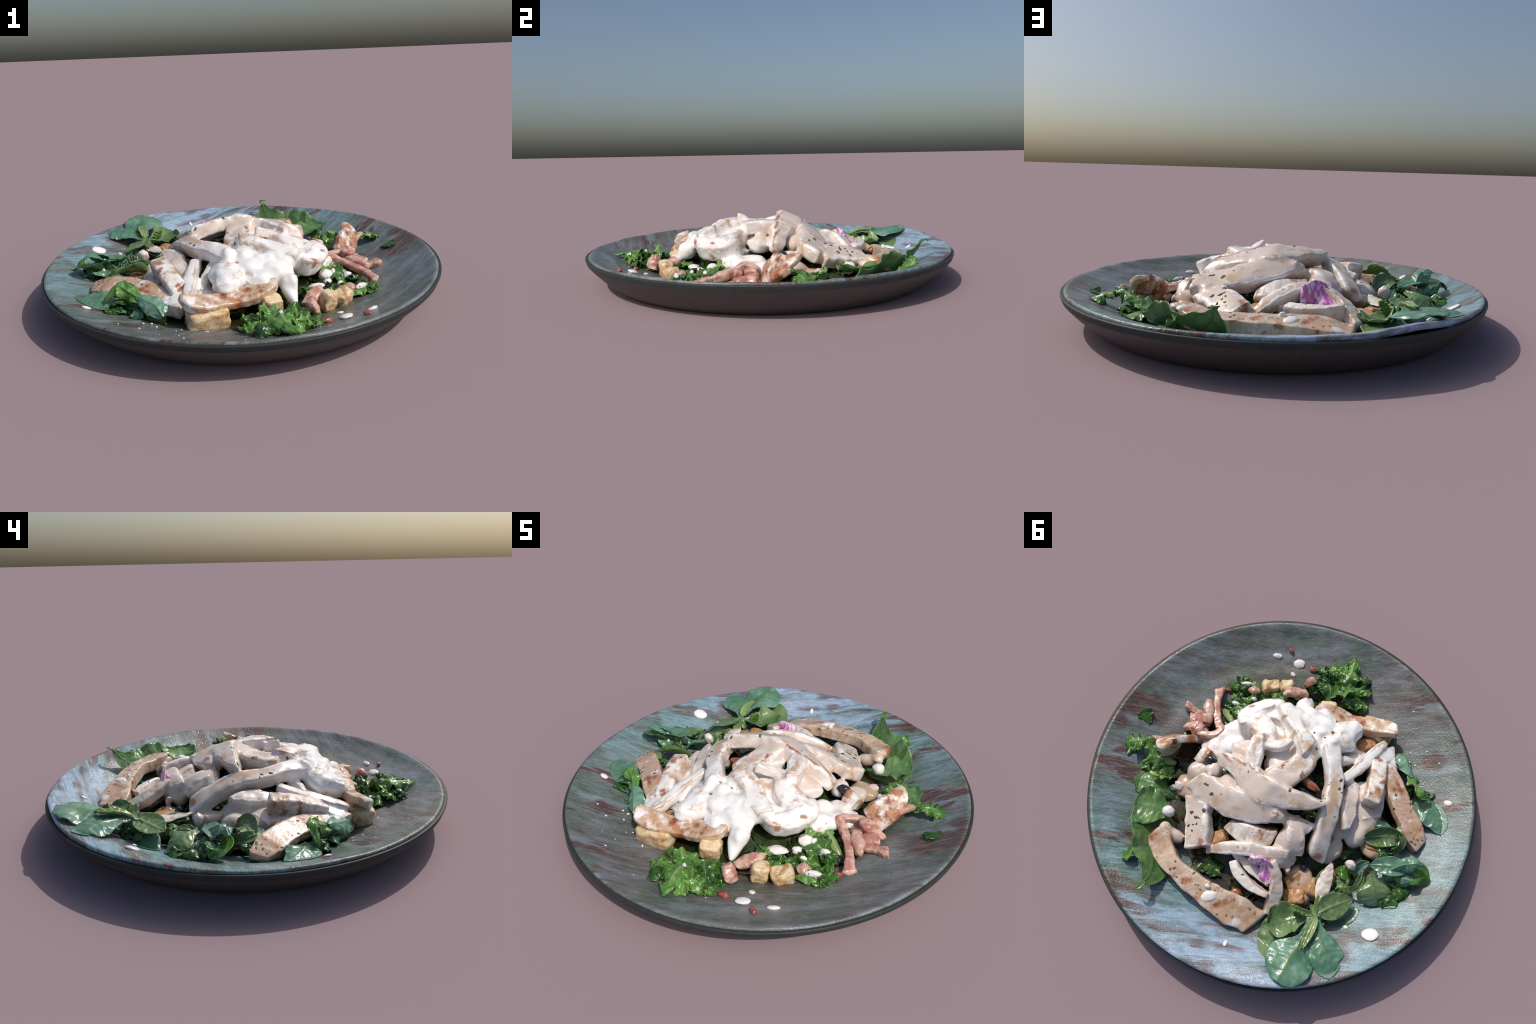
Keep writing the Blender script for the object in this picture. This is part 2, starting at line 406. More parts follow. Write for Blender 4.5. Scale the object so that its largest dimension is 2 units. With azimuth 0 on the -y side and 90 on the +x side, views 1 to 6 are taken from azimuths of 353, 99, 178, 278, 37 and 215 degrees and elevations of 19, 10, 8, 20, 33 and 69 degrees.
# ------------------------------------------------------------------ the plate
FACE = [(0.0, 0.036), (0.30, 0.036), (0.52, 0.038), (0.59, 0.043), (0.65, 0.058), (0.70, 0.071), (0.76, 0.086), (0.82, 0.111),
        (0.88, 0.139), (0.93, 0.158), (0.96, 0.171), (0.978, 0.1775), (0.984, 0.1775), (0.986, 0.172), (0.985, 0.162), (0.980, 0.150)]


def warp(x, y, r):
    """The broad border is not level: fuller towards the far side, hollower opposite."""
    toward = (-0.5 * x + 0.87 * y) / max(r, 1e-6)
    return 0.017 * toward * ease(0.70, 0.86, r) * (1 - ease(0.90, 0.985, r)) + 0.006 * toward * ease(0.9, 1.0, r)


def plate_z(x, y):
    r = math.hypot(x, y)
    return float(np.interp(r, [p[0] for p in FACE[:-3]], [p[1] for p in FACE[:-3]])) + warp(x, y, r)


def lathe(profile, n=256, wobble=0.0, lift=None):
    verts, faces = [], []
    prof = [p for p in profile if p[0] > 1e-6]
    for r, z in prof:
        for i in range(n):
            a = 2 * math.pi * i / n
            w = 1 + wobble * (noise.noise(Vector((math.cos(a) * 2.2, math.sin(a) * 2.2, 5.0))))
            x, y = r * w * math.cos(a), r * w * math.sin(a)
            verts.append((x, y, z + (lift(x, y, r) if lift else 0)))
    for j in range(len(prof) - 1):
        for i in range(n):
            k = (i + 1) % n
            faces.append((j * n + i, j * n + k, (j + 1) * n + k, (j + 1) * n + i))
    for end, z in ((0, profile[0]), (len(prof) - 1, profile[-1])):
        if z[0] <= 1e-6:
            c = len(verts)
            verts.append((0, 0, z[1]))
            for i in range(n):
                k = (i + 1) % n
                faces.append((c, end * n + k, end * n + i) if end else (c, end * n + i, end * n + k))
    return verts, faces


def build_plate():
    plate = empty("plate", "round rustic plate with weathered blue-grey streaked glaze", "plate")
    smooth_face = [tuple(p) for p in catmull(FACE, 90)]
    smooth_face[0] = (0.0, FACE[0][1])

    def lift(x, y, r):
        edge = ease(0.8, 0.98, r)
        bump = 0.016 * math.exp(-((x + 0.50) ** 2 + (y - 0.85) ** 2) / 0.03)
        return edge * (0.006 * noise.noise(Vector((x * 3, y * 3, 1.0))) + 0.0025 * noise.noise(Vector((x * 11, y * 11, 2.0))) + bump) + warp(x, y, r) + 0.002 * noise.noise(Vector((x * 14, y * 14, 7.0)))

    v, f = lathe(smooth_face, 256, 0.002, lift)
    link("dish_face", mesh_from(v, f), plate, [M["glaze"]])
    # rim band and underside: a dark unglazed shell, thin lip standing outside the glazed face
    lip = [(0.955, 0.155), (0.985, 0.164), (0.996, 0.166), (1.0, 0.163), (1.0, 0.158), (0.993, 0.137)]
    v, f = lathe(lip, 256, 0.0)
    link("rim", mesh_from(v, f), plate, [M["lip"]])
    shell = [(0.9925, 0.1368), (0.983, 0.124), (0.951, 0.090), (0.912, 0.052), (0.874, 0.020), (0.848, 0.004), (0.834, 0.0), (0.5, 0.0), (0.0, 0.0)]
    v, f = lathe(shell, 256, 0.0)
    me = mesh_from(v, [tuple(reversed(q)) if False else q for q in f])
    link("underside", me, plate, [M["under"]])
    # a hairline crack in the glaze
    pts = [(0.985, 0.01), (0.93, -0.03), (0.87, -0.055), (0.80, -0.085), (0.735, -0.10)]
    ring = []
    for x, y, *_ in catmull([(a, b, 0) for a, b in pts], 40):
        y += 0.004 * noise.noise(Vector((x * 40, y * 40, 0)))
        ring.append((x, y, plate_z(x, y) + lift(x, y, math.hypot(x, y)) + 0.0012))
    verts, faces = [], []
    for i, p in enumerate(ring):
        w = 0.0016 * (0.4 + abs(noise.noise(Vector((i * 0.4, 3, 1)))) * 1.3)
        for dx, dz in ((-w, -0.003), (0, 0.0006), (w, -0.003)):
            verts.append((p[0] + dx * 0.4, p[1] + dx, p[2] + dz))
    for i in range(len(ring) - 1):
        for j in range(2):
            faces.append((i * 3 + j, i * 3 + j + 1, i * 3 + j + 4, i * 3 + j + 3))
    link("glaze_crack", mesh_from(verts, faces), plate, [M["olive"]])
    return plate


# ------------------------------------------------------------------ strips
def loft(rows, h, lump=0.006, seed=0.0, power=5.5, rings=56, around=36, taper=(0.055, 0.055)):
    """A slab whose upper face runs through rows (x, y, z, width, nx, ny, height factor).
    nx, ny tilt the upper face; the slab hangs h below it."""
    c = catmull(rows, rings)
    verts, faces = [], []
    span = float(np.linalg.norm(np.diff(c[:, :3], axis=0), axis=1).sum())
    skew = (0.5 * math.sin(seed * 1.7 + 0.4), 0.5 * math.sin(seed * 2.3 + 1.1))      # ends are cut on the slant
    for i in range(rings):
        p = Vector(c[i, :3])
        t = Vector(c[min(i + 1, rings - 1), :3]) - Vector(c[max(i - 1, 0), :3])
        t.normalize()
        up = Vector((c[i, 4], c[i, 5], 1.0))
        up = (up - t * up.dot(t)).normalized()
        side = t.cross(up).normalized()
        u = i / (rings - 1)
        e = 1.0
        for k, d in ((u, taper[0]), (1 - u, taper[1])):
            if k < d:
                e = min(e, max(0.0, 1 - (1 - k / d) ** 2.6) ** (1 / 2.6))
        pull = 1 + 0.22 * noise.noise(Vector((u * span * 9, seed, 0.5))) + 0.08 * noise.noise(Vector((u * span * 24, seed, 4.5)))
        hw = 0.5 * max(c[i, 3], 0.012) * (0.30 + 0.70 * e) * pull
        hh = 0.5 * h * c[i, 6] * (0.35 + 0.65 * e)
        centre = p - up * (0.5 * h * c[i, 6])
        for j in range(around):
            a = 2 * math.pi * j / around
            ca, sa = math.cos(a), math.sin(a)
            x = math.copysign(abs(ca) ** (2 / power), ca) * hw
            y = math.copysign(abs(sa) ** (2 / power), sa) * hh
            q = centre + side * x + up * y
            n = (side * ca + up * sa)
            q += t * x * (skew[0] * max(0, 1 - 3 * u) + skew[1] * max(0, 3 * u - 2))
            q += n * (lump * fbm(q, 9, seed) + lump * 0.25 * fbm(q, 24, seed + 5) + lump * 0.12 * fbm(q, 70, seed + 9))
            verts.append(q)
    for i in range(rings - 1):
        for j in range(around):
            k = (j + 1) % around
            faces.append((i * around + j, i * around + k, (i + 1) * around + k, (i + 1) * around + j))
    for i, rev in ((0, True), (rings - 1, False)):
        mid = sum((Vector(v) for v in verts[i * around:(i + 1) * around]), Vector()) / around
        t = (Vector(c[0, :3]) - Vector(c[1, :3])) if i == 0 else (Vector(c[-1, :3]) - Vector(c[-2, :3]))
        mid += t.normalized() * 0.003
        m = len(verts)
        verts.append(mid)
        for j in range(around):
            k = (j + 1) % around
            faces.append((m, i * around + k, i * around + j) if rev else (m, i * around + j, i * around + k))
    return verts, faces


def rows_of(pts, tilt):
    out = []
    for p in pts:
        x, y, z, w = p[:4]
        nx, ny = p[4:6] if len(p) >= 6 else tilt
        out.append((x, y, z, w, nx, ny, p[6] if len(p) > 6 else 1.0))
    return out


# name, material, thickness, tilt, upper-face centre points (x, y, z, width), in sauce?
STRIPS = [
    # pointed strip lying highest across the heap
    ("chicken_strip", "sauced", 0.075, (-0.28, 0.38), [(0.345, 0.115, 0.228, 0.06), (0.25, 0.10, 0.285, 0.09), (0.13, 0.115, 0.325, 0.125), (0.0, 0.13, 0.352, 0.14), (-0.12, 0.085, 0.348, 0.10), (-0.20, 0.045, 0.343, 0.06), (-0.262, 0.009, 0.338, 0.012)], 1),
    # broad strip below it, with a squared end towards the east
    ("chicken_strip", "sauced", 0.07, (-0.35, 0.46), [(0.375, 0.255, 0.225, 0.13), (0.30, 0.265, 0.235, 0.125), (0.18, 0.265, 0.258, 0.135), (0.05, 0.24, 0.285, 0.14), (-0.045, 0.20, 0.300, 0.12), (-0.095, 0.165, 0.298, 0.09)], 1),
    # square-ended block leaning to the north-east
    ("chicken_strip", "sauced", 0.075, (0.30, 0.42), [(0.305, 0.330, 0.198, 0.15), (0.24, 0.415, 0.185, 0.14), (0.19, 0.48, 0.172, 0.145), (0.155, 0.53, 0.158, 0.14)], 1),
    # thin bent strip on the north flank
    ("chicken_strip", "sauced", 0.065, (-0.1, 0.35), [(0.115, 0.50, 0.125, 0.05), (0.05, 0.46, 0.175, 0.065), (-0.05, 0.40, 0.225, 0.065), (-0.15, 0.35, 0.235, 0.065), (-0.255, 0.288, 0.225, 0.05)], 1),
    # herbed slab along the north-east edge
    ("chicken_slab", "herbed", 0.068, (-0.1, 0.15), [(0.368, 0.570, 0.182, 0.085), (0.325, 0.595, 0.174, 0.115), (0.268, 0.632, 0.166, 0.120), (0.187, 0.660, 0.168, 0.110), (0.059, 0.668, 0.163, 0.115), (-0.07, 0.665, 0.158, 0.125), (-0.19, 0.650, 0.143, 0.14), (-0.315, 0.628, 0.110, 0.150)], 0),
    # long strip curving down the west side
    ("chicken_strip", "sauced", 0.075, (-0.35, -0.05), [(-0.085, -0.315, 0.295, 0.10), (-0.165, -0.219, 0.302, 0.085), (-0.235, -0.135, 0.297, 0.085), (-0.289, -0.016, 0.285, 0.085), (-0.322, 0.065, 0.262, 0.09), (-0.352, 0.152, 0.215, 0.10), (-0.375, 0.226, 0.160, 0.10)], 1),
    # orange-seared chunk west
    ("chicken_strip", "half", 0.085, (-0.15, -0.1), [(-0.325, -0.42, 0.185, 0.085), (-0.365, -0.345, 0.215, 0.095), (-0.395, -0.27, 0.235, 0.095), (-0.430, -0.17, 0.252, 0.085)], 0),
    ("chicken_strip", "sauced", 0.07, (-0.45, -0.1), [(-0.30, -0.235, 0.190, 0.05), (-0.335, -0.14, 0.212, 0.08), (-0.365, -0.07, 0.225, 0.085), (-0.412, 0.012, 0.228, 0.03)], 1),
    # slab under the orange-seared one
    ("chicken_strip", "sauced", 0.08, (-0.2, 0.1), [(-0.345, -0.40, 0.15, 0.09), (-0.42, -0.25, 0.165, 0.11), (-0.475, -0.12, 0.165, 0.10)], 1),
    # flat herbed slab on the west edge
    ("chicken_slab", "herbpink", 0.052, (-0.28, -0.20), [(-0.375, -0.445, 0.140, 0.06), (-0.49, -0.335, 0.160, 0.105), (-0.59, -0.262, 0.163, 0.125), (-0.69, -0.200, 0.148, 0.115), (-0.758, -0.160, 0.124, 0.075)], 0),
    # thin strip reaching out south-west
    ("chicken_strip", "sauced", 0.055, (-0.15, -0.2), [(-0.245, -0.185, 0.235, 0.04), (-0.27, -0.30, 0.215, 0.06), (-0.285, -0.42, 0.19, 0.055), (-0.30, -0.53, 0.165, 0.04)], 1),
    ("chicken_strip", "sauced", 0.07, (-0.2, -0.2), [(-0.31, -0.36, 0.17, 0.06), (-0.335, -0.45, 0.16, 0.08), (-0.37, -0.52, 0.14, 0.07)], 1),
    # strip over the big crouton, south-west
    ("chicken_strip", "grilled", 0.045, (-0.05, -0.35), [(-0.315, -0.605, 0.208, 0.075), (-0.24, -0.585, 0.185, 0.095), (-0.14, -0.545, 0.168, 0.10), (-0.04, -0.515, 0.170, 0.10), (0.05, -0.49, 0.190, 0.085), (0.115, -0.468, 0.198, 0.05)], 0),
    # curled ring at the top: outer arch
    ("chicken_strip", "sauced", 0.10, (0.45, -0.35), [(0.245, -0.345, 0.262, 0.06), (0.300, -0.325, 0.250, 0.085), (0.345, -0.270, 0.245, 0.095), (0.368, -0.215, 0.248, 0.09), (0.365, -0.165, 0.250, 0.08), (0.325, -0.135, 0.265, 0.08)], 1),
    # ... inner side of the ring
    ("chicken_strip", "sauced", 0.08, (0.2, -0.1), [(0.30, -0.24, 0.235, 0.05), (0.24, -0.27, 0.25, 0.05), (0.17, -0.26, 0.26, 0.05), (0.11, -0.20, 0.275, 0.05), (0.08, -0.13, 0.28, 0.04)], 1),
    # strip down the middle with the squared facet
    ("chicken_strip", "sauced", 0.10, (-0.12, -0.2), [(0.245, -0.345, 0.278, 0.07), (0.17, -0.310, 0.295, 0.085), (0.09, -0.262, 0.315, 0.09), (0.02, -0.225, 0.330, 0.10), (-0.035, -0.195, 0.333, 0.105)], 1),
    ("chicken_strip", "half", 0.09, (-0.15, -0.25), [(-0.04, -0.175, 0.310, 0.10), (-0.035, -0.11, 0.312, 0.12), (-0.02, -0.04, 0.322, 0.13), (0.0, 0.04, 0.338, 0.13), (0.0, 0.10, 0.345, 0.10)], 1),
    # upright stub beside the ring
    ("chicken_strip", "sauced", 0.075, (0.15, -0.25), [(0.226, -0.104, 0.334, 0.065), (0.200, -0.05, 0.338, 0.075), (0.175, 0.005, 0.338, 0.085), (0.15, 0.06, 0.335, 0.08)], 1),
    # the sheet of meat and dressing sloping from there to the ring
    ("chicken_strip", "sauced", 0.10, (0.45, -0.30), [(0.145, -0.110, 0.315, 0.07), (0.20, -0.140, 0.302, 0.10), (0.26, -0.170, 0.282, 0.12), (0.325, -0.195, 0.262, 0.13), (0.368, -0.205, 0.250, 0.12)], 1),
    ("chicken_strip", "sauced", 0.045, (0, 0), [(0.062, -0.160, 0.362, 0.012), (0.088, -0.132, 0.348, 0.045), (0.125, -0.105, 0.330, 0.06), (0.165, -0.095, 0.318, 0.07)], 1),
    ("chicken_strip", "sauced", 0.06, (-0.1, 0.0), [(0.09, 0.03, 0.285, 0.02), (0.05, -0.01, 0.295, 0.045), (0.00, -0.07, 0.290, 0.06)], 1),
    # strips half sunk on the south flank
    ("chicken_strip", "sauced", 0.075, (0, -0.35), [(-0.155, -0.460, 0.135, 0.05), (-0.085, -0.43, 0.185, 0.075), (-0.03, -0.39, 0.235, 0.08), (0.02, -0.35, 0.26, 0.07)], 1),
    ("chicken_strip", "sauced", 0.07, (0.1, -0.3), [(-0.02, -0.46, 0.19, 0.05), (0.05, -0.415, 0.215, 0.09), (0.12, -0.37, 0.235, 0.08)], 1),
    ("chicken_strip", "sauced", 0.08, (-0.2, -0.3), [(-0.145, -0.51, 0.215, 0.05), (-0.11, -0.44, 0.235, 0.09), (-0.06, -0.36, 0.255, 0.09)], 1),
    ("chicken_strip", "sauced", 0.06, (-0.2, -0.35), [(-0.235, -0.385, 0.140, 0.035), (-0.205, -0.32, 0.20, 0.05), (-0.15, -0.25, 0.25, 0.055)], 1),
    # block west of the spiked bump
    ("chicken_strip", "sauced", 0.085, (-0.25, 0.2), [(-0.16, 0.115, 0.268, 0.06), (-0.215, 0.185, 0.268, 0.10), (-0.248, 0.232, 0.240, 0.10), (-0.275, 0.272, 0.190, 0.07)], 1),
    ("chicken_strip", "half", 0.06, (-0.2, 0.2), [(-0.10, 0.16, 0.255, 0.05), (-0.19, 0.15, 0.265, 0.07), (-0.27, 0.12, 0.235, 0.05)], 1),
    # buried strips under the north flank
    ("chicken_strip", "half", 0.085, (-0.1, 0.55), [(0.10, 0.345, 0.190, 0.08), (0.02, 0.338, 0.212, 0.095), (-0.07, 0.315, 0.225, 0.10), (-0.15, 0.265, 0.225, 0.08)], 0),
    # fold around the radicchio
    ("chicken_strip", "sauced", 0.085, (0.05, 0.25), [(-0.035, 0.465, 0.172, 0.04), (-0.10, 0.505, 0.176, 0.05), (-0.19, 0.515, 0.182, 0.05), (-0.285, 0.503, 0.187, 0.03)], 0),
    ("chicken_strip", "sauced", 0.05, (-0.5, 0.3), [(-0.205, 0.365, 0.235, 0.04), (-0.265, 0.405, 0.205, 0.06), (-0.305, 0.455, 0.180, 0.065), (-0.325, 0.51, 0.148, 0.065), (-0.338, 0.565, 0.118, 0.05)], 0),
    ("chicken_strip", "sauced", 0.06, (-0.1, 0.4), [(0.0, 0.425, 0.165, 0.04), (-0.07, 0.435, 0.16, 0.05), (-0.16, 0.44, 0.16, 0.05), (-0.25, 0.45, 0.15, 0.04)], 0),
    # small orange chunk east
    ("chicken_strip", "seared", 0.07, (0.3, 0.1), [(0.425, 0.075, 0.195, 0.05), (0.435, 0.115, 0.185, 0.07), (0.452, 0.165, 0.145, 0.06)], 0),
]


def blob(center, radii, lump=0.12, seed=0.0, sub=4, flat=None):
    bm = bmesh.new()
    bmesh.ops.create_icosphere(bm, subdivisions=sub, radius=1.0)
    vs = []
    for v in bm.verts:
        d = 1 + lump * fbm(v.co, 1.4, seed)
        vs.append(Vector((center[0] + v.co.x * radii[0] * d, center[1] + v.co.y * radii[1] * d, center[2] + v.co.z * radii[2] * d)))
    fs = [tuple(v.index for v in f.verts) for f in bm.faces]
    bm.free()
    return vs, fs


# pools and bridges of dressing between the strips: centre, radii
POOLS = [
    ((0.11, -0.385, 0.200), (0.075, 0.055, 0.055)), ((0.0, -0.375, 0.215), (0.07, 0.05, 0.055)), ((0.07, -0.33, 0.235), (0.07, 0.05, 0.05)), ((0.04, -0.35, 0.215), (0.06, 0.055, 0.055)), ((-0.02, -0.31, 0.245), (0.05, 0.05, 0.05)),
    ((0.15, -0.33, 0.225), (0.06, 0.05, 0.06)), ((-0.09, -0.30, 0.255), (0.05, 0.05, 0.05)), ((0.17, -0.43, 0.165), (0.045, 0.05, 0.05)),
    ((0.04, -0.43, 0.165), (0.07, 0.06, 0.05)), ((-0.12, -0.46, 0.185), (0.06, 0.06, 0.05)), ((-0.11, -0.37, 0.205), (0.08, 0.07, 0.06)),
    ((-0.20, -0.37, 0.10), (0.09, 0.08, 0.035)), ((-0.36, -0.45, 0.105), (0.07, 0.06, 0.04)), ((-0.38, -0.18, 0.13), (0.09, 0.13, 0.045)),
    ((-0.34, -0.03, 0.135), (0.08, 0.1, 0.05)), ((-0.45, -0.12, 0.115), (0.07, 0.10, 0.04)), ((-0.40, 0.12, 0.11), (0.05, 0.07, 0.04)),
    ((0.23, -0.19, 0.165), (0.13, 0.12, 0.05)), ((0.13, -0.13, 0.235), (0.08, 0.07, 0.04)), ((0.05, -0.06, 0.225), (0.09, 0.09, 0.05)),
    ((0.335, -0.04, 0.135), (0.06, 0.08, 0.04)), ((0.385, -0.11, 0.135), (0.06, 0.07, 0.035)), ((0.40, 0.03, 0.118), (0.07, 0.07, 0.04)), ((0.415, -0.05, 0.125), (0.06, 0.07, 0.035)), ((0.39, -0.235, 0.11), (0.04, 0.035, 0.03)),  ((0.46, 0.04, 0.085), (0.05, 0.06, 0.03)), ((0.24, -0.015, 0.215), (0.085, 0.065, 0.05)), ((0.335, 0.15, 0.155), (0.05, 0.05, 0.045)), ((0.41, 0.19, 0.125), (0.055, 0.06, 0.035)), ((-0.45, -0.02, 0.125), (0.06, 0.07, 0.04)),
    ((0.40, 0.28, 0.085), (0.075, 0.07, 0.035)), 
    ((0.28, 0.53, 0.105), (0.05, 0.035, 0.035)), ((0.30, 0.29, 0.175), (0.05, 0.05, 0.05)), ((0.05, 0.19, 0.245), (0.12, 0.06, 0.05)),
    ((0.20, 0.18, 0.21), (0.07, 0.06, 0.05)), ((-0.20, 0.22, 0.20), (0.06, 0.08, 0.05)), ((-0.25, 0.29, 0.15), (0.04, 0.04, 0.04)),
    ((-0.20, 0.33, 0.17), (0.06, 0.06, 0.05)), ((-0.35, 0.33, 0.095), (0.08, 0.07, 0.03)), ((-0.40, 0.38, 0.085), (0.06, 0.06, 0.03)),
    ((-0.56, -0.02, 0.085), (0.07, 0.06, 0.03)), ((-0.09, 0.165, 0.262), (0.05, 0.05, 0.045)), ((0.0, -0.2, 0.26), (0.08, 0.08, 0.06)),
]


def join_soup(parts):
    vs, fs, off = [], [], 0
    for v, f in parts:
        vs += [tuple(a) for a in v]
        fs += [tuple(i + off for i in q) for q in f]
        off += len(v)
    return vs, fs


def evaluated(ob):
    dg = bpy.context.evaluated_depsgraph_get()
    return bpy.data.meshes.new_from_object(ob.evaluated_get(dg))


def melt(parts, voxel, smooth_steps, inset):
    """Fuse closed pieces into one skin, let it relax like thick dressing, then sink it a little."""
    me = mesh_from(*join_soup(parts))
    ob = bpy.data.objects.new("melt", me)
    COL.objects.link(ob)
    r = ob.modifiers.new("r", "REMESH")
    r.mode, r.voxel_size, r.use_smooth_shade = "VOXEL", voxel, True
    s = ob.modifiers.new("s", "SMOOTH")
    s.factor, s.iterations = 0.5, smooth_steps
    out = evaluated(ob)
    bpy.data.objects.remove(ob)
    n = len(out.vertices)
    co, no = np.empty(n * 3, np.float32), np.empty(n * 3, np.float32)
    out.vertices.foreach_get("co", co)
    out.vertex_normals.foreach_get("vector", no)
    out.vertices.foreach_set("co", co - no * inset)
    out.update()
    return out


def build_strips(salad):
    wet = []
    for i, (name, mat, h, tilt, pts, in_sauce) in enumerate(STRIPS):
        square = name == "chicken_slab"          # clean cut, hardly dressed
        v, f = loft(rows_of(pts, tilt), h, 0.005 if square else 0.0075, i * 3.1, 9 if square else 5.5, 72, 44, (0.03, 0.025) if square else (0.055, 0.055))
        link(name, mesh_from(v, f), salad, [M[mat]])
        if in_sauce:
            wet.append((v, f))
    # the seared three-cornered slab standing on the east side
    rows = [(0.545, 0.055, 0.100, 0.14, 1.2, -1.0, 1.0), (0.575, 0.095, 0.145, 0.15, 1.2, -0.9, 1.0), (0.605, 0.145, 0.183, 0.14, 1.0, -0.7, 0.9), (0.605, 0.195, 0.218, 0.11, 0.8, -0.9, 0.8), (0.575, 0.225, 0.235, 0.07, 0.8, -0.9, 0.7)]
    rows = [(x + 0.02, y - 0.015, *rest) for x, y, *rest in rows]
    v, f = loft(rows, 0.045, 0.006, 77.0, taper=(0.06, 0.1))
    link("chicken_strip", mesh_from(v, f), salad, [M["seared"]])
    rows = [(0.60, 0.13, 0.150, 0.06, 0.2, -0.4, 1), (0.65, 0.165, 0.165, 0.05, 0.2, -0.4, 1), (0.712, 0.197, 0.182, 0.015, 0.2, -0.4, 0.6)]
    v, f = loft(rows, 0.035, 0.004, 79.0)
    link("chicken_strip", mesh_from(v, f), salad, [M["seared"]])
    for i, (c, r) in enumerate(POOLS):
        wet.append(blob(c, r, 0.22, i * 2.3, 4))
    # the tongue of dressing running down to the plate, and small drips and peaks
    runs = [([(0.10, -0.35, 0.25, 0.10), (0.165, -0.375, 0.238, 0.085), (0.172, -0.455, 0.18, 0.075), (0.18, -0.50, 0.135, 0.055), (0.188, -0.535, 0.10, 0.02)], 0.05),
            ([(-0.25, 0.30, 0.20, 0.05), (-0.268, 0.325, 0.16, 0.035), (-0.275, 0.335, 0.12, 0.018)], 0.035),
            ([(0.22, 0.16, 0.255, 0.05), (0.24, 0.215, 0.235, 0.035), (0.25, 0.26, 0.225, 0.04)], 0.03),
            ([(0.30, 0.56, 0.15, 0.05), (0.35, 0.525, 0.16, 0.06), (0.365, 0.50, 0.135, 0.05)], 0.06),
            ([(-0.09, 0.165, 0.285, 0.05), (-0.086, 0.162, 0.298, 0.022), (-0.083, 0.16, 0.312, 0.008)], 0.04)]
    for i, (pts, h) in enumerate(runs):
        wet.append(loft(rows_of(pts, (0.3, -0.4)), h, 0.004, 40 + i, 2.4))
    me = melt(wet, 0.0065, 22, -0.0010)
    link("cream_dressing", me, salad, [M["sauce"]])


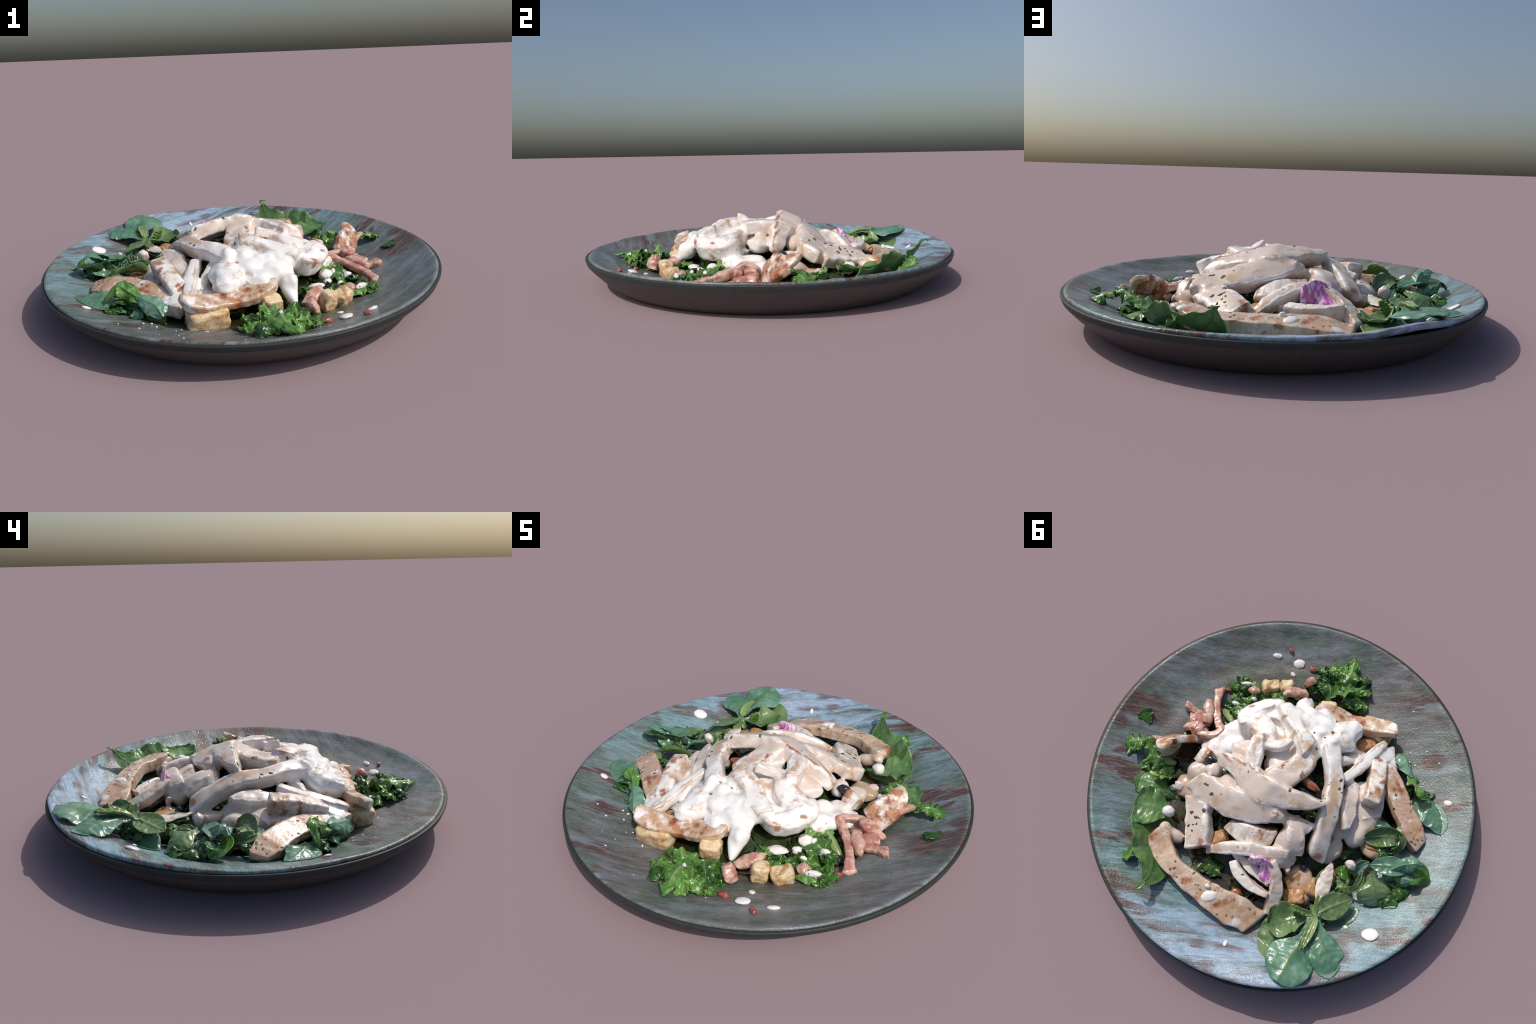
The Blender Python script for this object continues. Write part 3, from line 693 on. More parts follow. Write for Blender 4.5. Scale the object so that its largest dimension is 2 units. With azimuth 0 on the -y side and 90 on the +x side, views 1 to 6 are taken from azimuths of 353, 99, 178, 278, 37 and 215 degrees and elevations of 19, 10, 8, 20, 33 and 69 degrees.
# ------------------------------------------------------------------ leaves
def leaf_mesh(spine, width, up=(0, 0, 1), cup=0.25, ruffle=0.0, waves=5.0, shape="ovate", thick=0.006, seed=0.0,
              rib=0.06, veins=0.002, nu=84, nv=27, tear=0.0, crinkle=0.011, twist=0.0, rests=True):
    """A leaf blade along spine (base to tip). cup bends the sides up, ruffle waves the margin."""
    c = catmull(spine, nu)
    up0 = Vector(up).normalized()
    top = []
    length = float(np.linalg.norm(np.diff(c[:, :3], axis=0), axis=1).sum())
    for i in range(nu):
        u = i / (nu - 1)
        p = Vector(c[i, :3])
        t = (Vector(c[min(i + 1, nu - 1), :3]) - Vector(c[max(i - 1, 0), :3])).normalized()
        n = (up0 - t * up0.dot(t)).normalized()
        roll = 0.35 * noise.noise(Vector((u * 1.6, seed, 3.3))) + twist * (u - 0.3)
        n = Matrix.Rotation(roll, 3, t) @ n
        s = t.cross(n)
        if shape == "ovate":
            w = math.sin(math.pi * min(1, 0.04 + 0.96 * u ** 0.85)) ** 0.62
        elif shape == "spoon":
            w = 0.17 + 0.83 * ease(0.28, 0.6, u)
            w *= max(0.0, 1 - max(0, (u - 0.62) / 0.385) ** 2.4) ** 0.5
        elif shape == "fan":
            w = (0.25 + 0.75 * ease(0.0, 0.6, u)) * max(0.02, 1 - max(0, (u - 0.7) / 0.31) ** 3) ** 0.6
        else:  # "ribbon", pointed at the tip
            w = (0.6 + 0.4 * ease(0, 0.3, u)) * max(0.04, 1 - max(0, (u - 0.45) / 0.56) ** 1.5)
        row = []
        for j in range(nv):
            v = 2 * j / (nv - 1) - 1
            a = abs(v)
            edge = 1 + tear * 0.9 * noise.noise(Vector((u * 5.5 + seed, 2.0 * (v > 0), seed))) * a + tear * 0.35 * noise.noise(Vector((u * 15 + seed, 2.0 * (v > 0), seed))) * a ** 3
            x = v * 0.5 * width * w * edge
            wave = ruffle * a ** 1.8 * math.sin(waves * 2 * math.pi * u + (1.3 if v > 0 else 0.0) + 2.0 * fbm(Vector((u * 2.2, v, seed)), 1.5, seed) + seed)
            wave += ruffle * 0.32 * a ** 3 * math.sin(waves * 4.4 * math.pi * u + seed * 2 + (2.1 if v > 0 else 0.4))
            y = cup * width * w * 0.5 * a * a + wave * w
            y += crinkle * fbm(Vector((p.x, p.y, p.z)) + s * x, 13, seed) * (0.4 + 0.6 * a)
            y -= veins * (0.5 + 0.5 * math.cos(2 * math.pi * (u * length / 0.032 - 0.9 * a))) * ease(0.05, 0.3, a) * (1 - 0.5 * a)
            y += 0.006 * math.exp(-(v / max(rib, 0.02)) ** 2) * (1 - 0.75 * u) * (1 if rib > 0 else 0)
            row.append(p + s * x + n * y)
        top.append(row)
    verts = [q for row in top for q in row]
    # underside offset along the local normal so that the blade has real thickness
    N = nu * nv
    low = []
    for i in range(nu):
        for j in range(nv):
            du = top[min(i + 1, nu - 1)][j] - top[max(i - 1, 0)][j]
            dv = top[i][min(j + 1, nv - 1)] - top[i][max(j - 1, 0)]
            n = du.cross(dv)
            n = n.normalized() if n.length > 1e-12 else up0
            v = 2 * j / (nv - 1) - 1
            low.append(top[i][j] + n * (thick * (1 - 0.6 * abs(v) ** 3)) * (1 if n.dot(up0) < 0 else -1))
    verts += low
    if rests:                                   # nothing sinks through the dish
        verts = [Vector((q.x, q.y, max(q.z, plate_z(q.x, q.y) + (0.004 if n < N else 0.0015)))) for n, q in enumerate(verts)]
    faces, ids = [], []
    half = (nv - 1) / 2
    for i in range(nu - 1):
        for j in range(nv - 1):
            q = i * nv + j
            faces.append((q, q + nv, q + nv + 1, q + 1))
            centre = abs(j + 0.5 - half) / half
            ids.append(1 if rib > 0 and centre < rib * (1.25 - i / nu) else 0)
            faces.append((N + q, N + q + 1, N + q + nv + 1, N + q + nv))
            ids.append(0)
    rim = [(0, j) for j in range(nv)] + [(i, nv - 1) for i in range(1, nu)] + [(nu - 1, j) for j in range(nv - 2, -1, -1)] + [(i, 0) for i in range(nu - 2, 0, -1)]
    for a, b in zip(rim, rim[1:] + rim[:1]):
        x, y = a[0] * nv + a[1], b[0] * nv + b[1]
        faces.append((x, y, N + y, N + x))
        ids.append(0)
    me = mesh_from(verts, faces)
    me.polygons.foreach_set("material_index", ids)
    return me


LEAVES = [
    # name, materials, keyword settings
    # big flat leaf on the north-east with the hooked tip
    ("lettuce_leaf", ("flat", "ribdim"), dict(spine=[(0.535, 0.475, 0.100), (0.445, 0.540, 0.095), (0.36, 0.610, 0.105), (0.285, 0.70, 0.118), (0.240, 0.765, 0.172), (0.225, 0.812, 0.236)], width=0.27, up=(-0.75, -0.75, 1), cup=0.10, ruffle=0.012, waves=2.6, shape="ribbon", seed=1.2, rib=0.05)),
    ("lettuce_leaf", ("flat", "ribdim"), dict(spine=[(0.38, 0.45, 0.10), (0.47, 0.49, 0.14), (0.545, 0.525, 0.15)], width=0.20, up=(0, 0, 1), cup=0.2, ruffle=0.012, waves=2, shape="fan", seed=2.2)),
    ("lettuce_leaf", ("bright", "rib"), dict(spine=[(0.226, 0.80, 0.225), (0.223, 0.825, 0.243), (0.232, 0.842, 0.248), (0.250, 0.842, 0.242)], width=0.03, up=(0, 0.3, 1), cup=0.1, shape="ribbon", nu=24, nv=9, seed=3.0, rib=0)),
    ("lettuce_leaf", ("bright", "ribdim"), dict(spine=[(0.42, 0.68, 0.115), (0.40, 0.735, 0.135), (0.375, 0.775, 0.17)], width=0.06, up=(0.6, 0, 1), cup=0.5, ruffle=0.012, waves=2.5, shape="fan", seed=3.7, tear=0.4)),
    # east: cupped leaf and frilly one
    ("lettuce_leaf", ("flat", "ribdim"), dict(spine=[(0.42, 0.37, 0.045), (0.50, 0.375, 0.085), (0.58, 0.385, 0.105), (0.64, 0.405, 0.085), (0.665, 0.42, 0.055)], width=0.15, up=(0.1, -0.2, 1), cup=-0.35, ruffle=0.016, waves=3, shape="fan", seed=4.1)),
    ("lettuce_leaf", ("bright", "rib"), dict(spine=[(0.50, 0.27, 0.060), (0.545, 0.30, 0.090), (0.585, 0.315, 0.120), (0.60, 0.31, 0.145)], width=0.11, up=(0.3, -0.3, 1), cup=0.25, ruffle=0.02, waves=3, shape="fan", seed=5.0)),
    ("lettuce_leaf", ("bright", "rib"), dict(spine=[(0.575, 0.315, 0.105), (0.64, 0.275, 0.145), (0.70, 0.23, 0.170), (0.735, 0.205, 0.175)], width=0.085, up=(0.2, 0.2, 1), cup=-0.2, ruffle=0.016, waves=3.5, shape="ribbon", seed=6.3, tear=0.5)),
    ("lettuce_leaf", ("bright", "rib"), dict(spine=[(0.70, 0.22, 0.135), (0.745, 0.245, 0.160), (0.79, 0.275, 0.145), (0.825, 0.30, 0.113)], width=0.10, up=(0, 0, 1), cup=-0.4, ruffle=0.02, waves=3.5, shape="fan", seed=7.7, tear=0.8)),
    ("lettuce_leaf", ("lettuce", "ribdim"), dict(spine=[(0.80, 0.13, 0.108), (0.835, 0.115, 0.120), (0.868, 0.10, 0.140)], width=0.075, up=(-0.4, 0, 1), cup=0.1, ruffle=0.006, waves=3, shape="fan", seed=8.8, tear=0.5, nu=30, nv=15, rib=0)),
    # yellow-green rib east
    ("lettuce_rib", ("rib", "rib"), dict(spine=[(0.545, 0.215, 0.095), (0.59, 0.25, 0.125), (0.63, 0.275, 0.14)], width=0.04, up=(0.2, 0, 1), cup=-0.6, shape="ribbon", thick=0.014, seed=9.0, nu=24, nv=9, rib=0)),
    # south-east centre: frilly lettuce and a pale rib
    ("lettuce_leaf", ("lettuce", "rib"), dict(spine=[(0.57, -0.215, 0.030), (0.53, -0.235, 0.085), (0.47, -0.24, 0.115), (0.41, -0.22, 0.125), (0.38, -0.19, 0.115)], width=0.13, up=(0.3, -0.5, 1), cup=-0.25, ruffle=0.028, waves=2.5, shape="fan", seed=10.1, tear=0.35)),
    ("lettuce_rib", ("rib", "rib"), dict(spine=[(0.572, -0.208, 0.05), (0.52, -0.18, 0.10), (0.465, -0.15, 0.125), (0.425, -0.13, 0.13)], width=0.045, up=(0.4, -0.4, 1), cup=-0.6, shape="ovate", thick=0.02, seed=11.0, nu=30, nv=11, rib=0)),
    ("lettuce_leaf", ("bright", "rib"), dict(spine=[(0.42, -0.26, 0.090), (0.40, -0.20, 0.130), (0.43, -0.13, 0.130), (0.455, -0.10, 0.110)], width=0.11, up=(0.5, -0.3, 1), cup=-0.2, ruffle=0.028, waves=3, shape="fan", seed=12.5, tear=0.35)),
    ("lettuce_leaf", ("lettuce", "ribdim"), dict(spine=[(0.36, -0.37, 0.018), (0.42, -0.34, 0.063), (0.48, -0.30, 0.068), (0.53, -0.28, 0.028)], width=0.13, up=(0.3, -0.5, 1), cup=-0.3, ruffle=0.032, waves=3, shape="fan", seed=13.9, tear=0.35)),
    ("lettuce_leaf", ("lettuce", "ribdim"), dict(spine=[(0.30, -0.42, 0.028), (0.37, -0.40, 0.063), (0.43, -0.38, 0.053), (0.475, -0.37, 0.018)], width=0.12, up=(0.3, -0.5, 1), cup=-0.3, ruffle=0.032, waves=3, shape="fan", seed=14.4, tear=0.35)),
    ("lettuce_leaf", ("lettuce", "ribdim"), dict(spine=[(0.50, -0.31, -0.017), (0.49, -0.28, 0.033), (0.44, -0.28, 0.073), (0.39, -0.29, 0.093)], width=0.12, up=(0.5, -0.5, 1), cup=0.2, ruffle=0.030, waves=2.5, shape="fan", seed=15.9, tear=0.35)),
    ("lettuce_leaf", ("bright", "rib"), dict(spine=[(0.44, -0.41, 0.05), (0.49, -0.40, 0.085), (0.53, -0.385, 0.092), (0.57, -0.395, 0.075)], width=0.09, up=(0, -0.3, 1), cup=-0.4, ruffle=0.012, waves=2, shape="fan", seed=16.1)),
    # south: frilly heap on the rim of the well
    ("lettuce_leaf", ("bright", "rib"), dict(spine=[(0.085, -0.66, 0.12), (0.08, -0.725, 0.15), (0.09, -0.78, 0.145), (0.11, -0.835, 0.14), (0.128, -0.87, 0.132)], width=0.12, up=(-0.2, -0.2, 1), cup=-0.35, ruffle=0.030, waves=3, shape="ribbon", seed=17.0, tear=0.35)),
    ("lettuce_leaf", ("bright", "rib"), dict(spine=[(0.07, -0.735, 0.14), (0.13, -0.76, 0.140), (0.19, -0.745, 0.115), (0.255, -0.715, 0.092)], width=0.055, up=(0.2, -0.6, 1), cup=-0.3, ruffle=0.016, waves=2.5, shape="ribbon", seed=18.0, tear=0.35)),
    ("lettuce_leaf", ("lettuce", "rib"), dict(spine=[(0.03, -0.58, 0.060), (0.01, -0.635, 0.105), (-0.02, -0.675, 0.105), (-0.05, -0.715, 0.065)], width=0.15, up=(0, -0.4, 1), cup=-0.25, ruffle=0.030, waves=3, shape="fan", seed=19.4, tear=0.35)),
    ("lettuce_leaf", ("lettuce", "ribdim"), dict(spine=[(0.09, -0.57, 0.085), (0.12, -0.62, 0.120), (0.16, -0.66, 0.100), (0.20, -0.69, 0.045)], width=0.17, up=(0.1, -0.4, 1), cup=-0.25, ruffle=0.037, waves=3, shape="fan", seed=20.6, tear=0.35)),
    ("lettuce_leaf", ("bright", "ribdim"), dict(spine=[(0.11, -0.60, 0.100), (0.08, -0.65, 0.130), (0.05, -0.70, 0.125), (0.035, -0.755, 0.095)], width=0.13, up=(0, -0.3, 1), cup=0.2, ruffle=0.034, waves=3, shape="fan", seed=21.3, tear=0.35)),
    ("lettuce_leaf", ("lettuce", "ribdim"), dict(spine=[(0.14, -0.59, 0.075), (0.19, -0.61, 0.090), (0.235, -0.635, 0.060)], width=0.13, up=(0.1, -0.3, 1), cup=0.1, ruffle=0.034, waves=2.5, shape="fan", seed=22.8, tear=0.35)),
    ("lettuce_leaf", ("lettuce", "ribdim"), dict(spine=[(0.02, -0.66, 0.065), (0.06, -0.71, 0.090), (0.13, -0.72, 0.085), (0.19, -0.71, 0.055)], width=0.12, up=(0, -0.5, 1), cup=0.1, ruffle=0.034, waves=3, shape="ovate", seed=23.2, tear=0.35)),
    # west edge
    ("lettuce_leaf", ("lamb", "ribdim"), dict(spine=[(-0.405, -0.55, 0.105), (-0.435, -0.515, 0.145), (-0.475, -0.475, 0.155), (-0.52, -0.435, 0.165)], width=0.10, up=(-0.5, -0.5, 1), cup=-0.5, ruffle=0.008, waves=2, shape="ovate", seed=24.0)),
    ("lettuce_leaf", ("bright", "ribdim"), dict(spine=[(-0.50, -0.445, 0.15), (-0.55, -0.41, 0.175), (-0.605, -0.385, 0.205), (-0.64, -0.39, 0.17), (-0.665, -0.40, 0.13)], width=0.075, up=(-0.5, -0.6, 1), cup=-0.3, ruffle=0.014, waves=2.5, shape="ribbon", seed=25.1, tear=0.5)),
    ("lettuce_leaf", ("lettuce", "ribdim"), dict(spine=[(-0.40, -0.53, 0.070), (-0.50, -0.455, 0.095), (-0.60, -0.375, 0.100), (-0.66, -0.33, 0.090)], width=0.09, up=(-0.9, -0.9, 0.6), cup=0.2, ruffle=0.01, waves=2, shape="ribbon", seed=26.3)),
    ("lambs_lettuce_leaf", ("lamb", "ribdim"), dict(spine=[(-0.60, -0.34, 0.115), (-0.68, -0.345, 0.135), (-0.75, -0.32, 0.135), (-0.80, -0.275, 0.128)], width=0.15, up=(-0.3, -0.2, 1), cup=-0.25, ruffle=0.004, waves=2, shape="ovate", seed=27.5)),
    # dark leaf ring in the north-west
    ("lambs_lettuce_leaf", ("lambdull", "ribdim"), dict(spine=[(-0.50, -0.03, 0.130), (-0.56, -0.075, 0.165), (-0.62, -0.11, 0.165), (-0.66, -0.12, 0.130)], width=0.10, up=(-0.4, 0.3, 1), cup=0.5, shape="ovate", seed=28.5)),
    ("lambs_lettuce_leaf", ("lambdull", "rib"), dict(spine=[(-0.60, -0.165, 0.155), (-0.645, -0.145, 0.165), (-0.665, -0.10, 0.155), (-0.645, -0.05, 0.135), (-0.61, -0.01, 0.120)], width=0.05, up=(-0.8, 0.1, 0.8), cup=0.3, shape="ovate", seed=29.5, nv=13)),
    ("lambs_lettuce_leaf", ("lamb", "ribdim"), dict(spine=[(-0.49, -0.10, 0.120), (-0.53, -0.125, 0.135), (-0.585, -0.155, 0.125)], width=0.06, up=(-0.3, 0.4, 1), cup=-0.4, shape="ovate", seed=30.5, nv=13)),
]

ROSETTES = [
    # small dark rosette, north-west
    ((-0.70, 0.06, 0.12), [
        (("lamb", "ribdim"), dict(spine=[(-0.745, -0.005, 0.185), (-0.70, 0.02, 0.198), (-0.645, 0.05, 0.195), (-0.595, 0.082, 0.178)], width=0.095, up=(0.1, 0.2, 1), cup=0.2, shape="ovate", seed=31)),
        (("lamb", "ribdim"), dict(spine=[(-0.70, 0.02, 0.185), (-0.735, -0.01, 0.230), (-0.765, -0.035, 0.247), (-0.80, -0.055, 0.230)], width=0.075, up=(-0.2, 0.2, 1), cup=-0.5, shape="ovate", seed=32)),
        (("lamb", "ribdim"), dict(spine=[(-0.69, 0.05, 0.195), (-0.71, 0.015, 0.225), (-0.735, -0.01, 0.237), (-0.755, 0.005, 0.225)], width=0.06, up=(-0.2, 0.2, 1), cup=-0.6, shape="ovate", seed=33)),
        (("lambdull", "ribdim"), dict(spine=[(-0.625, 0.115, 0.165), (-0.665, 0.155, 0.168), (-0.70, 0.19, 0.145), (-0.73, 0.215, 0.105)], width=0.17, up=(-0.3, 0.4, 1), cup=-0.25, shape="fan", seed=34)),
        (("lamb", "ribdim"), dict(spine=[(-0.71, 0.06, 0.15), (-0.755, 0.045, 0.175), (-0.795, 0.03, 0.185), (-0.83, 0.02, 0.175)], width=0.075, up=(-0.2, 0.3, 1), cup=-0.7, shape="ribbon", seed=35)),
        (("lettuce", "ribdim"), dict(spine=[(-0.73, 0.02, 0.140), (-0.785, -0.01, 0.175), (-0.83, -0.01, 0.180), (-0.855, 0.01, 0.155)], width=0.13, up=(-0.6, 0, 1), cup=0.3, shape="ovate", seed=36)),
        (("lambdull", "ribdim"), dict(spine=[(-0.585, 0.12, 0.12), (-0.60, 0.165, 0.15), (-0.60, 0.21, 0.145), (-0.57, 0.235, 0.115)], width=0.05, up=(-0.6, 0.3, 1), cup=0.2, shape="ovate", seed=37, nv=13)),
        (("lettuce", "ribdim"), dict(spine=[(-0.66, 0.0, 0.12), (-0.62, -0.02, 0.145), (-0.58, -0.01, 0.14)], width=0.08, up=(0, 0, 1), cup=0.3, ruffle=0.01, shape="ovate", seed=38)),
        (("lettuce", "ribdim"), dict(spine=[(-0.68, 0.09, 0.10), (-0.76, 0.09, 0.13), (-0.81, 0.10, 0.12)], width=0.11, up=(-0.3, 0.3, 1), cup=-0.3, ruffle=0.01, shape="ovate", seed=39)),
        (("lamb", "ribdim"), dict(spine=[(-0.55, 0.15, 0.10), (-0.56, 0.10, 0.135), (-0.585, 0.07, 0.16)], width=0.055, up=(-0.3, 0.3, 1), cup=0.5, shape="ovate", seed=40, nv=13)),
    ]),
    # large rosette on the north rim
    ((-0.52, 0.43, 0.12), [
        (("lamb", "ribdim"), dict(spine=[(-0.52, 0.45, 0.168), (-0.525, 0.53, 0.182), (-0.535, 0.62, 0.188), (-0.542, 0.71, 0.212), (-0.545, 0.785, 0.218)], width=0.23, up=(0.05, 0.1, 1), cup=-0.18, ruffle=0.004, waves=2, shape="spoon", seed=41, rib=0.1)),
        (("lamb", "ribdim"), dict(spine=[(-0.535, 0.45, 0.165), (-0.585, 0.50, 0.175), (-0.655, 0.55, 0.188), (-0.72, 0.575, 0.182), (-0.745, 0.575, 0.165)], width=0.16, up=(-0.1, 0.1, 1), cup=-0.22, ruffle=0.006, waves=2, shape="fan", seed=42)),
        (("lambdull", "ribdim"), dict(spine=[(-0.51, 0.44, 0.150), (-0.455, 0.49, 0.125), (-0.40, 0.555, 0.125), (-0.36, 0.605, 0.150)], width=0.16, up=(0.15, 0.1, 1), cup=0.55, ruffle=0.014, waves=2, shape="fan", seed=43)),
        (("lambdull", "ribdim"), dict(spine=[(-0.46, 0.50, 0.115), (-0.42, 0.58, 0.125), (-0.42, 0.67, 0.120), (-0.45, 0.73, 0.120)], width=0.17, up=(0.1, 0.1, 1), cup=-0.2, ruffle=0.010, waves=2, shape="ovate", seed=44)),
        (("lambdull", "rib"), dict(spine=[(-0.525, 0.42, 0.160), (-0.55, 0.365, 0.152), (-0.585, 0.31, 0.148), (-0.615, 0.265, 0.145)], width=0.13, up=(-0.2, 0.2, 1), cup=0.15, shape="ovate", seed=45, rib=0.09)),
        (("lamb", "ribdim"), dict(spine=[(-0.55, 0.41, 0.080), (-0.60, 0.37, 0.095), (-0.65, 0.32, 0.085), (-0.675, 0.28, 0.060)], width=0.13, up=(-0.4, 0.2, 1), cup=-0.25, shape="ovate", seed=46)),
        (("rib", "rib"), dict(spine=[(-0.52, 0.43, 0.135), (-0.495, 0.36, 0.142), (-0.47, 0.30, 0.135)], width=0.045, up=(-0.2, 0.3, 1), cup=0.3, shape="ribbon", seed=47, nv=13, thick=0.01)),
        (("lambdull", "ribdim"), dict(spine=[(-0.47, 0.32, 0.110), (-0.455, 0.26, 0.130), (-0.44, 0.20, 0.130)], width=0.09, up=(-0.3, 0.2, 1), cup=0.3, shape="ovate", seed=48)),
        (("bright", "ribdim"), dict(spine=[(-0.47, 0.47, 0.130), (-0.445, 0.475, 0.170), (-0.425, 0.48, 0.195)], width=0.05, up=(0, 0.6, 0.6), cup=0.3, ruffle=0.008, shape="ovate", seed=49, nv=13)),
        (("rib", "rib"), dict(spine=[(-0.525, 0.44, 0.175), (-0.54, 0.52, 0.200), (-0.555, 0.60, 0.203)], width=0.042, up=(0, 0, 1), cup=0.5, shape="ovate", seed=50, nv=13, thick=0.012)),
    ]),
]


def build_leaves(salad):
    for name, mats, kw in LEAVES:
        link(name, leaf_mesh(**kw), salad, [M[m] for m in mats])
    for c, leaves in ROSETTES:
        v, f = blob(c, (0.03, 0.03, 0.05), 0.3, c[0] * 9, 3)
        stem = link("lambs_lettuce", mesh_from(v, f), salad, [M["ribdim"]])
        for mats, kw in leaves:
            link("leaf", leaf_mesh(**kw), stem, [M[m] for m in mats])
    # white-coated leaf draped beside the large rosette
    link("dressed_leaf", leaf_mesh(spine=[(-0.505, 0.375, 0.140), (-0.475, 0.31, 0.142), (-0.455, 0.25, 0.148), (-0.44, 0.18, 0.160)], width=0.075, up=(-0.1, 0.0, 1), cup=-0.1, shape="ovate", thick=0.008, seed=51, nv=13, rib=0), salad, [M["sauced"], M["sauced"]])
    # small frilly and crumpled leaves filling the heaps: centre, spread, lean, how many, size, materials, ruffle
    heaps = [
        ((0.07, -0.68, 0.085), (0.085, 0.065), (0.2, -1.0), 15, 0.085, ("lettuce", "bright"), 0.018),
        ((0.19, -0.655, 0.075), (0.05, 0.04), (0.6, -0.9), 7, 0.075, ("lettuce",), 0.018),
        ((0.46, -0.28, 0.055), (0.075, 0.085), (0.8, -0.7), 17, 0.075, ("lettuce", "bright", "lettuce"), 0.018),
        ((0.30, -0.38, 0.070), (0.07, 0.05), (0.6, -0.9), 9, 0.08, ("lettuce", "lettuce", "bright"), 0.017),
        ((-0.47, 0.27, 0.085), (0.05, 0.09), (-1.0, 0.4), 7, 0.08, ("lambdull", "lettuce"), 0.006),
        ((-0.58, -0.42, 0.10), (0.07, 0.05), (-0.8, -0.8), 5, 0.07, ("lettuce", "lamb"), 0.008),
        ((-0.71, 0.07, 0.115), (0.07, 0.09), (-1.0, 0.4), 9, 0.085, ("lamb", "lambdull", "lettuce"), 0.006),
        ((-0.60, 0.17, 0.10), (0.06, 0.06), (-1.0, 0.5), 6, 0.08, ("lambdull", "lamb"), 0.006),
        ((-0.53, 0.43, 0.10), (0.06, 0.07), (-0.6, 0.8), 6, 0.08, ("lambdull", "lamb"), 0.006),
        ((-0.56, -0.06, 0.08), (0.07, 0.06), (-1.0, 0.1), 6, 0.08, ("lambdull", "lettuce"), 0.006),
        ((0.60, 0.29, 0.075), (0.07, 0.06), (0.9, 0.4), 7, 0.08, ("bright", "flat"), 0.012),
    ]
    rng = random.Random(23)
    for c, sp, lean, n, size, mats, ruffle in heaps:
        for i in range(n):
            x, y = c[0] + rng.uniform(-1, 1) * sp[0], c[1] + rng.uniform(-1, 1) * sp[1]
            q = math.atan2(lean[1], lean[0]) + rng.uniform(-1.3, 1.3)
            d = Vector((math.cos(q), math.sin(q), 0)) * size * rng.uniform(0.7, 1.15)
            z = max(c[2] + rng.uniform(-0.03, 0.022), plate_z(x, y) + 0.012)
            up = rng.uniform(0.1, 0.5)
            p = [Vector((x, y, z)), Vector((x, y, z)) + d * 0.4 + Vector((0, 0, size * up)), Vector((x, y, z)) + d * 0.8 + Vector((0, 0, size * up * 0.7)), Vector((x, y, z)) + d + Vector((0, 0, -size * 0.1))]
            mat = mats[i % len(mats)]
            link("leaf", leaf_mesh([tuple(v) for v in p], size * rng.uniform(0.7, 1.1), up=(d.x * 4, d.y * 4, 1), cup=rng.uniform(-0.5, 0.3), ruffle=ruffle * rng.uniform(0.7, 1.2), waves=rng.uniform(2, 3), shape=rng.choice(["fan", "ovate", "fan"]), seed=100 + 3.7 * len(salad.children), tear=0.45 if ruffle > 0.01 else 0.1, nu=40, nv=17, rib=0.06, crinkle=0.014, twist=rng.uniform(-0.6, 0.6)), salad, [M[mat], M["rib" if mat == "bright" else "ribdim"]])


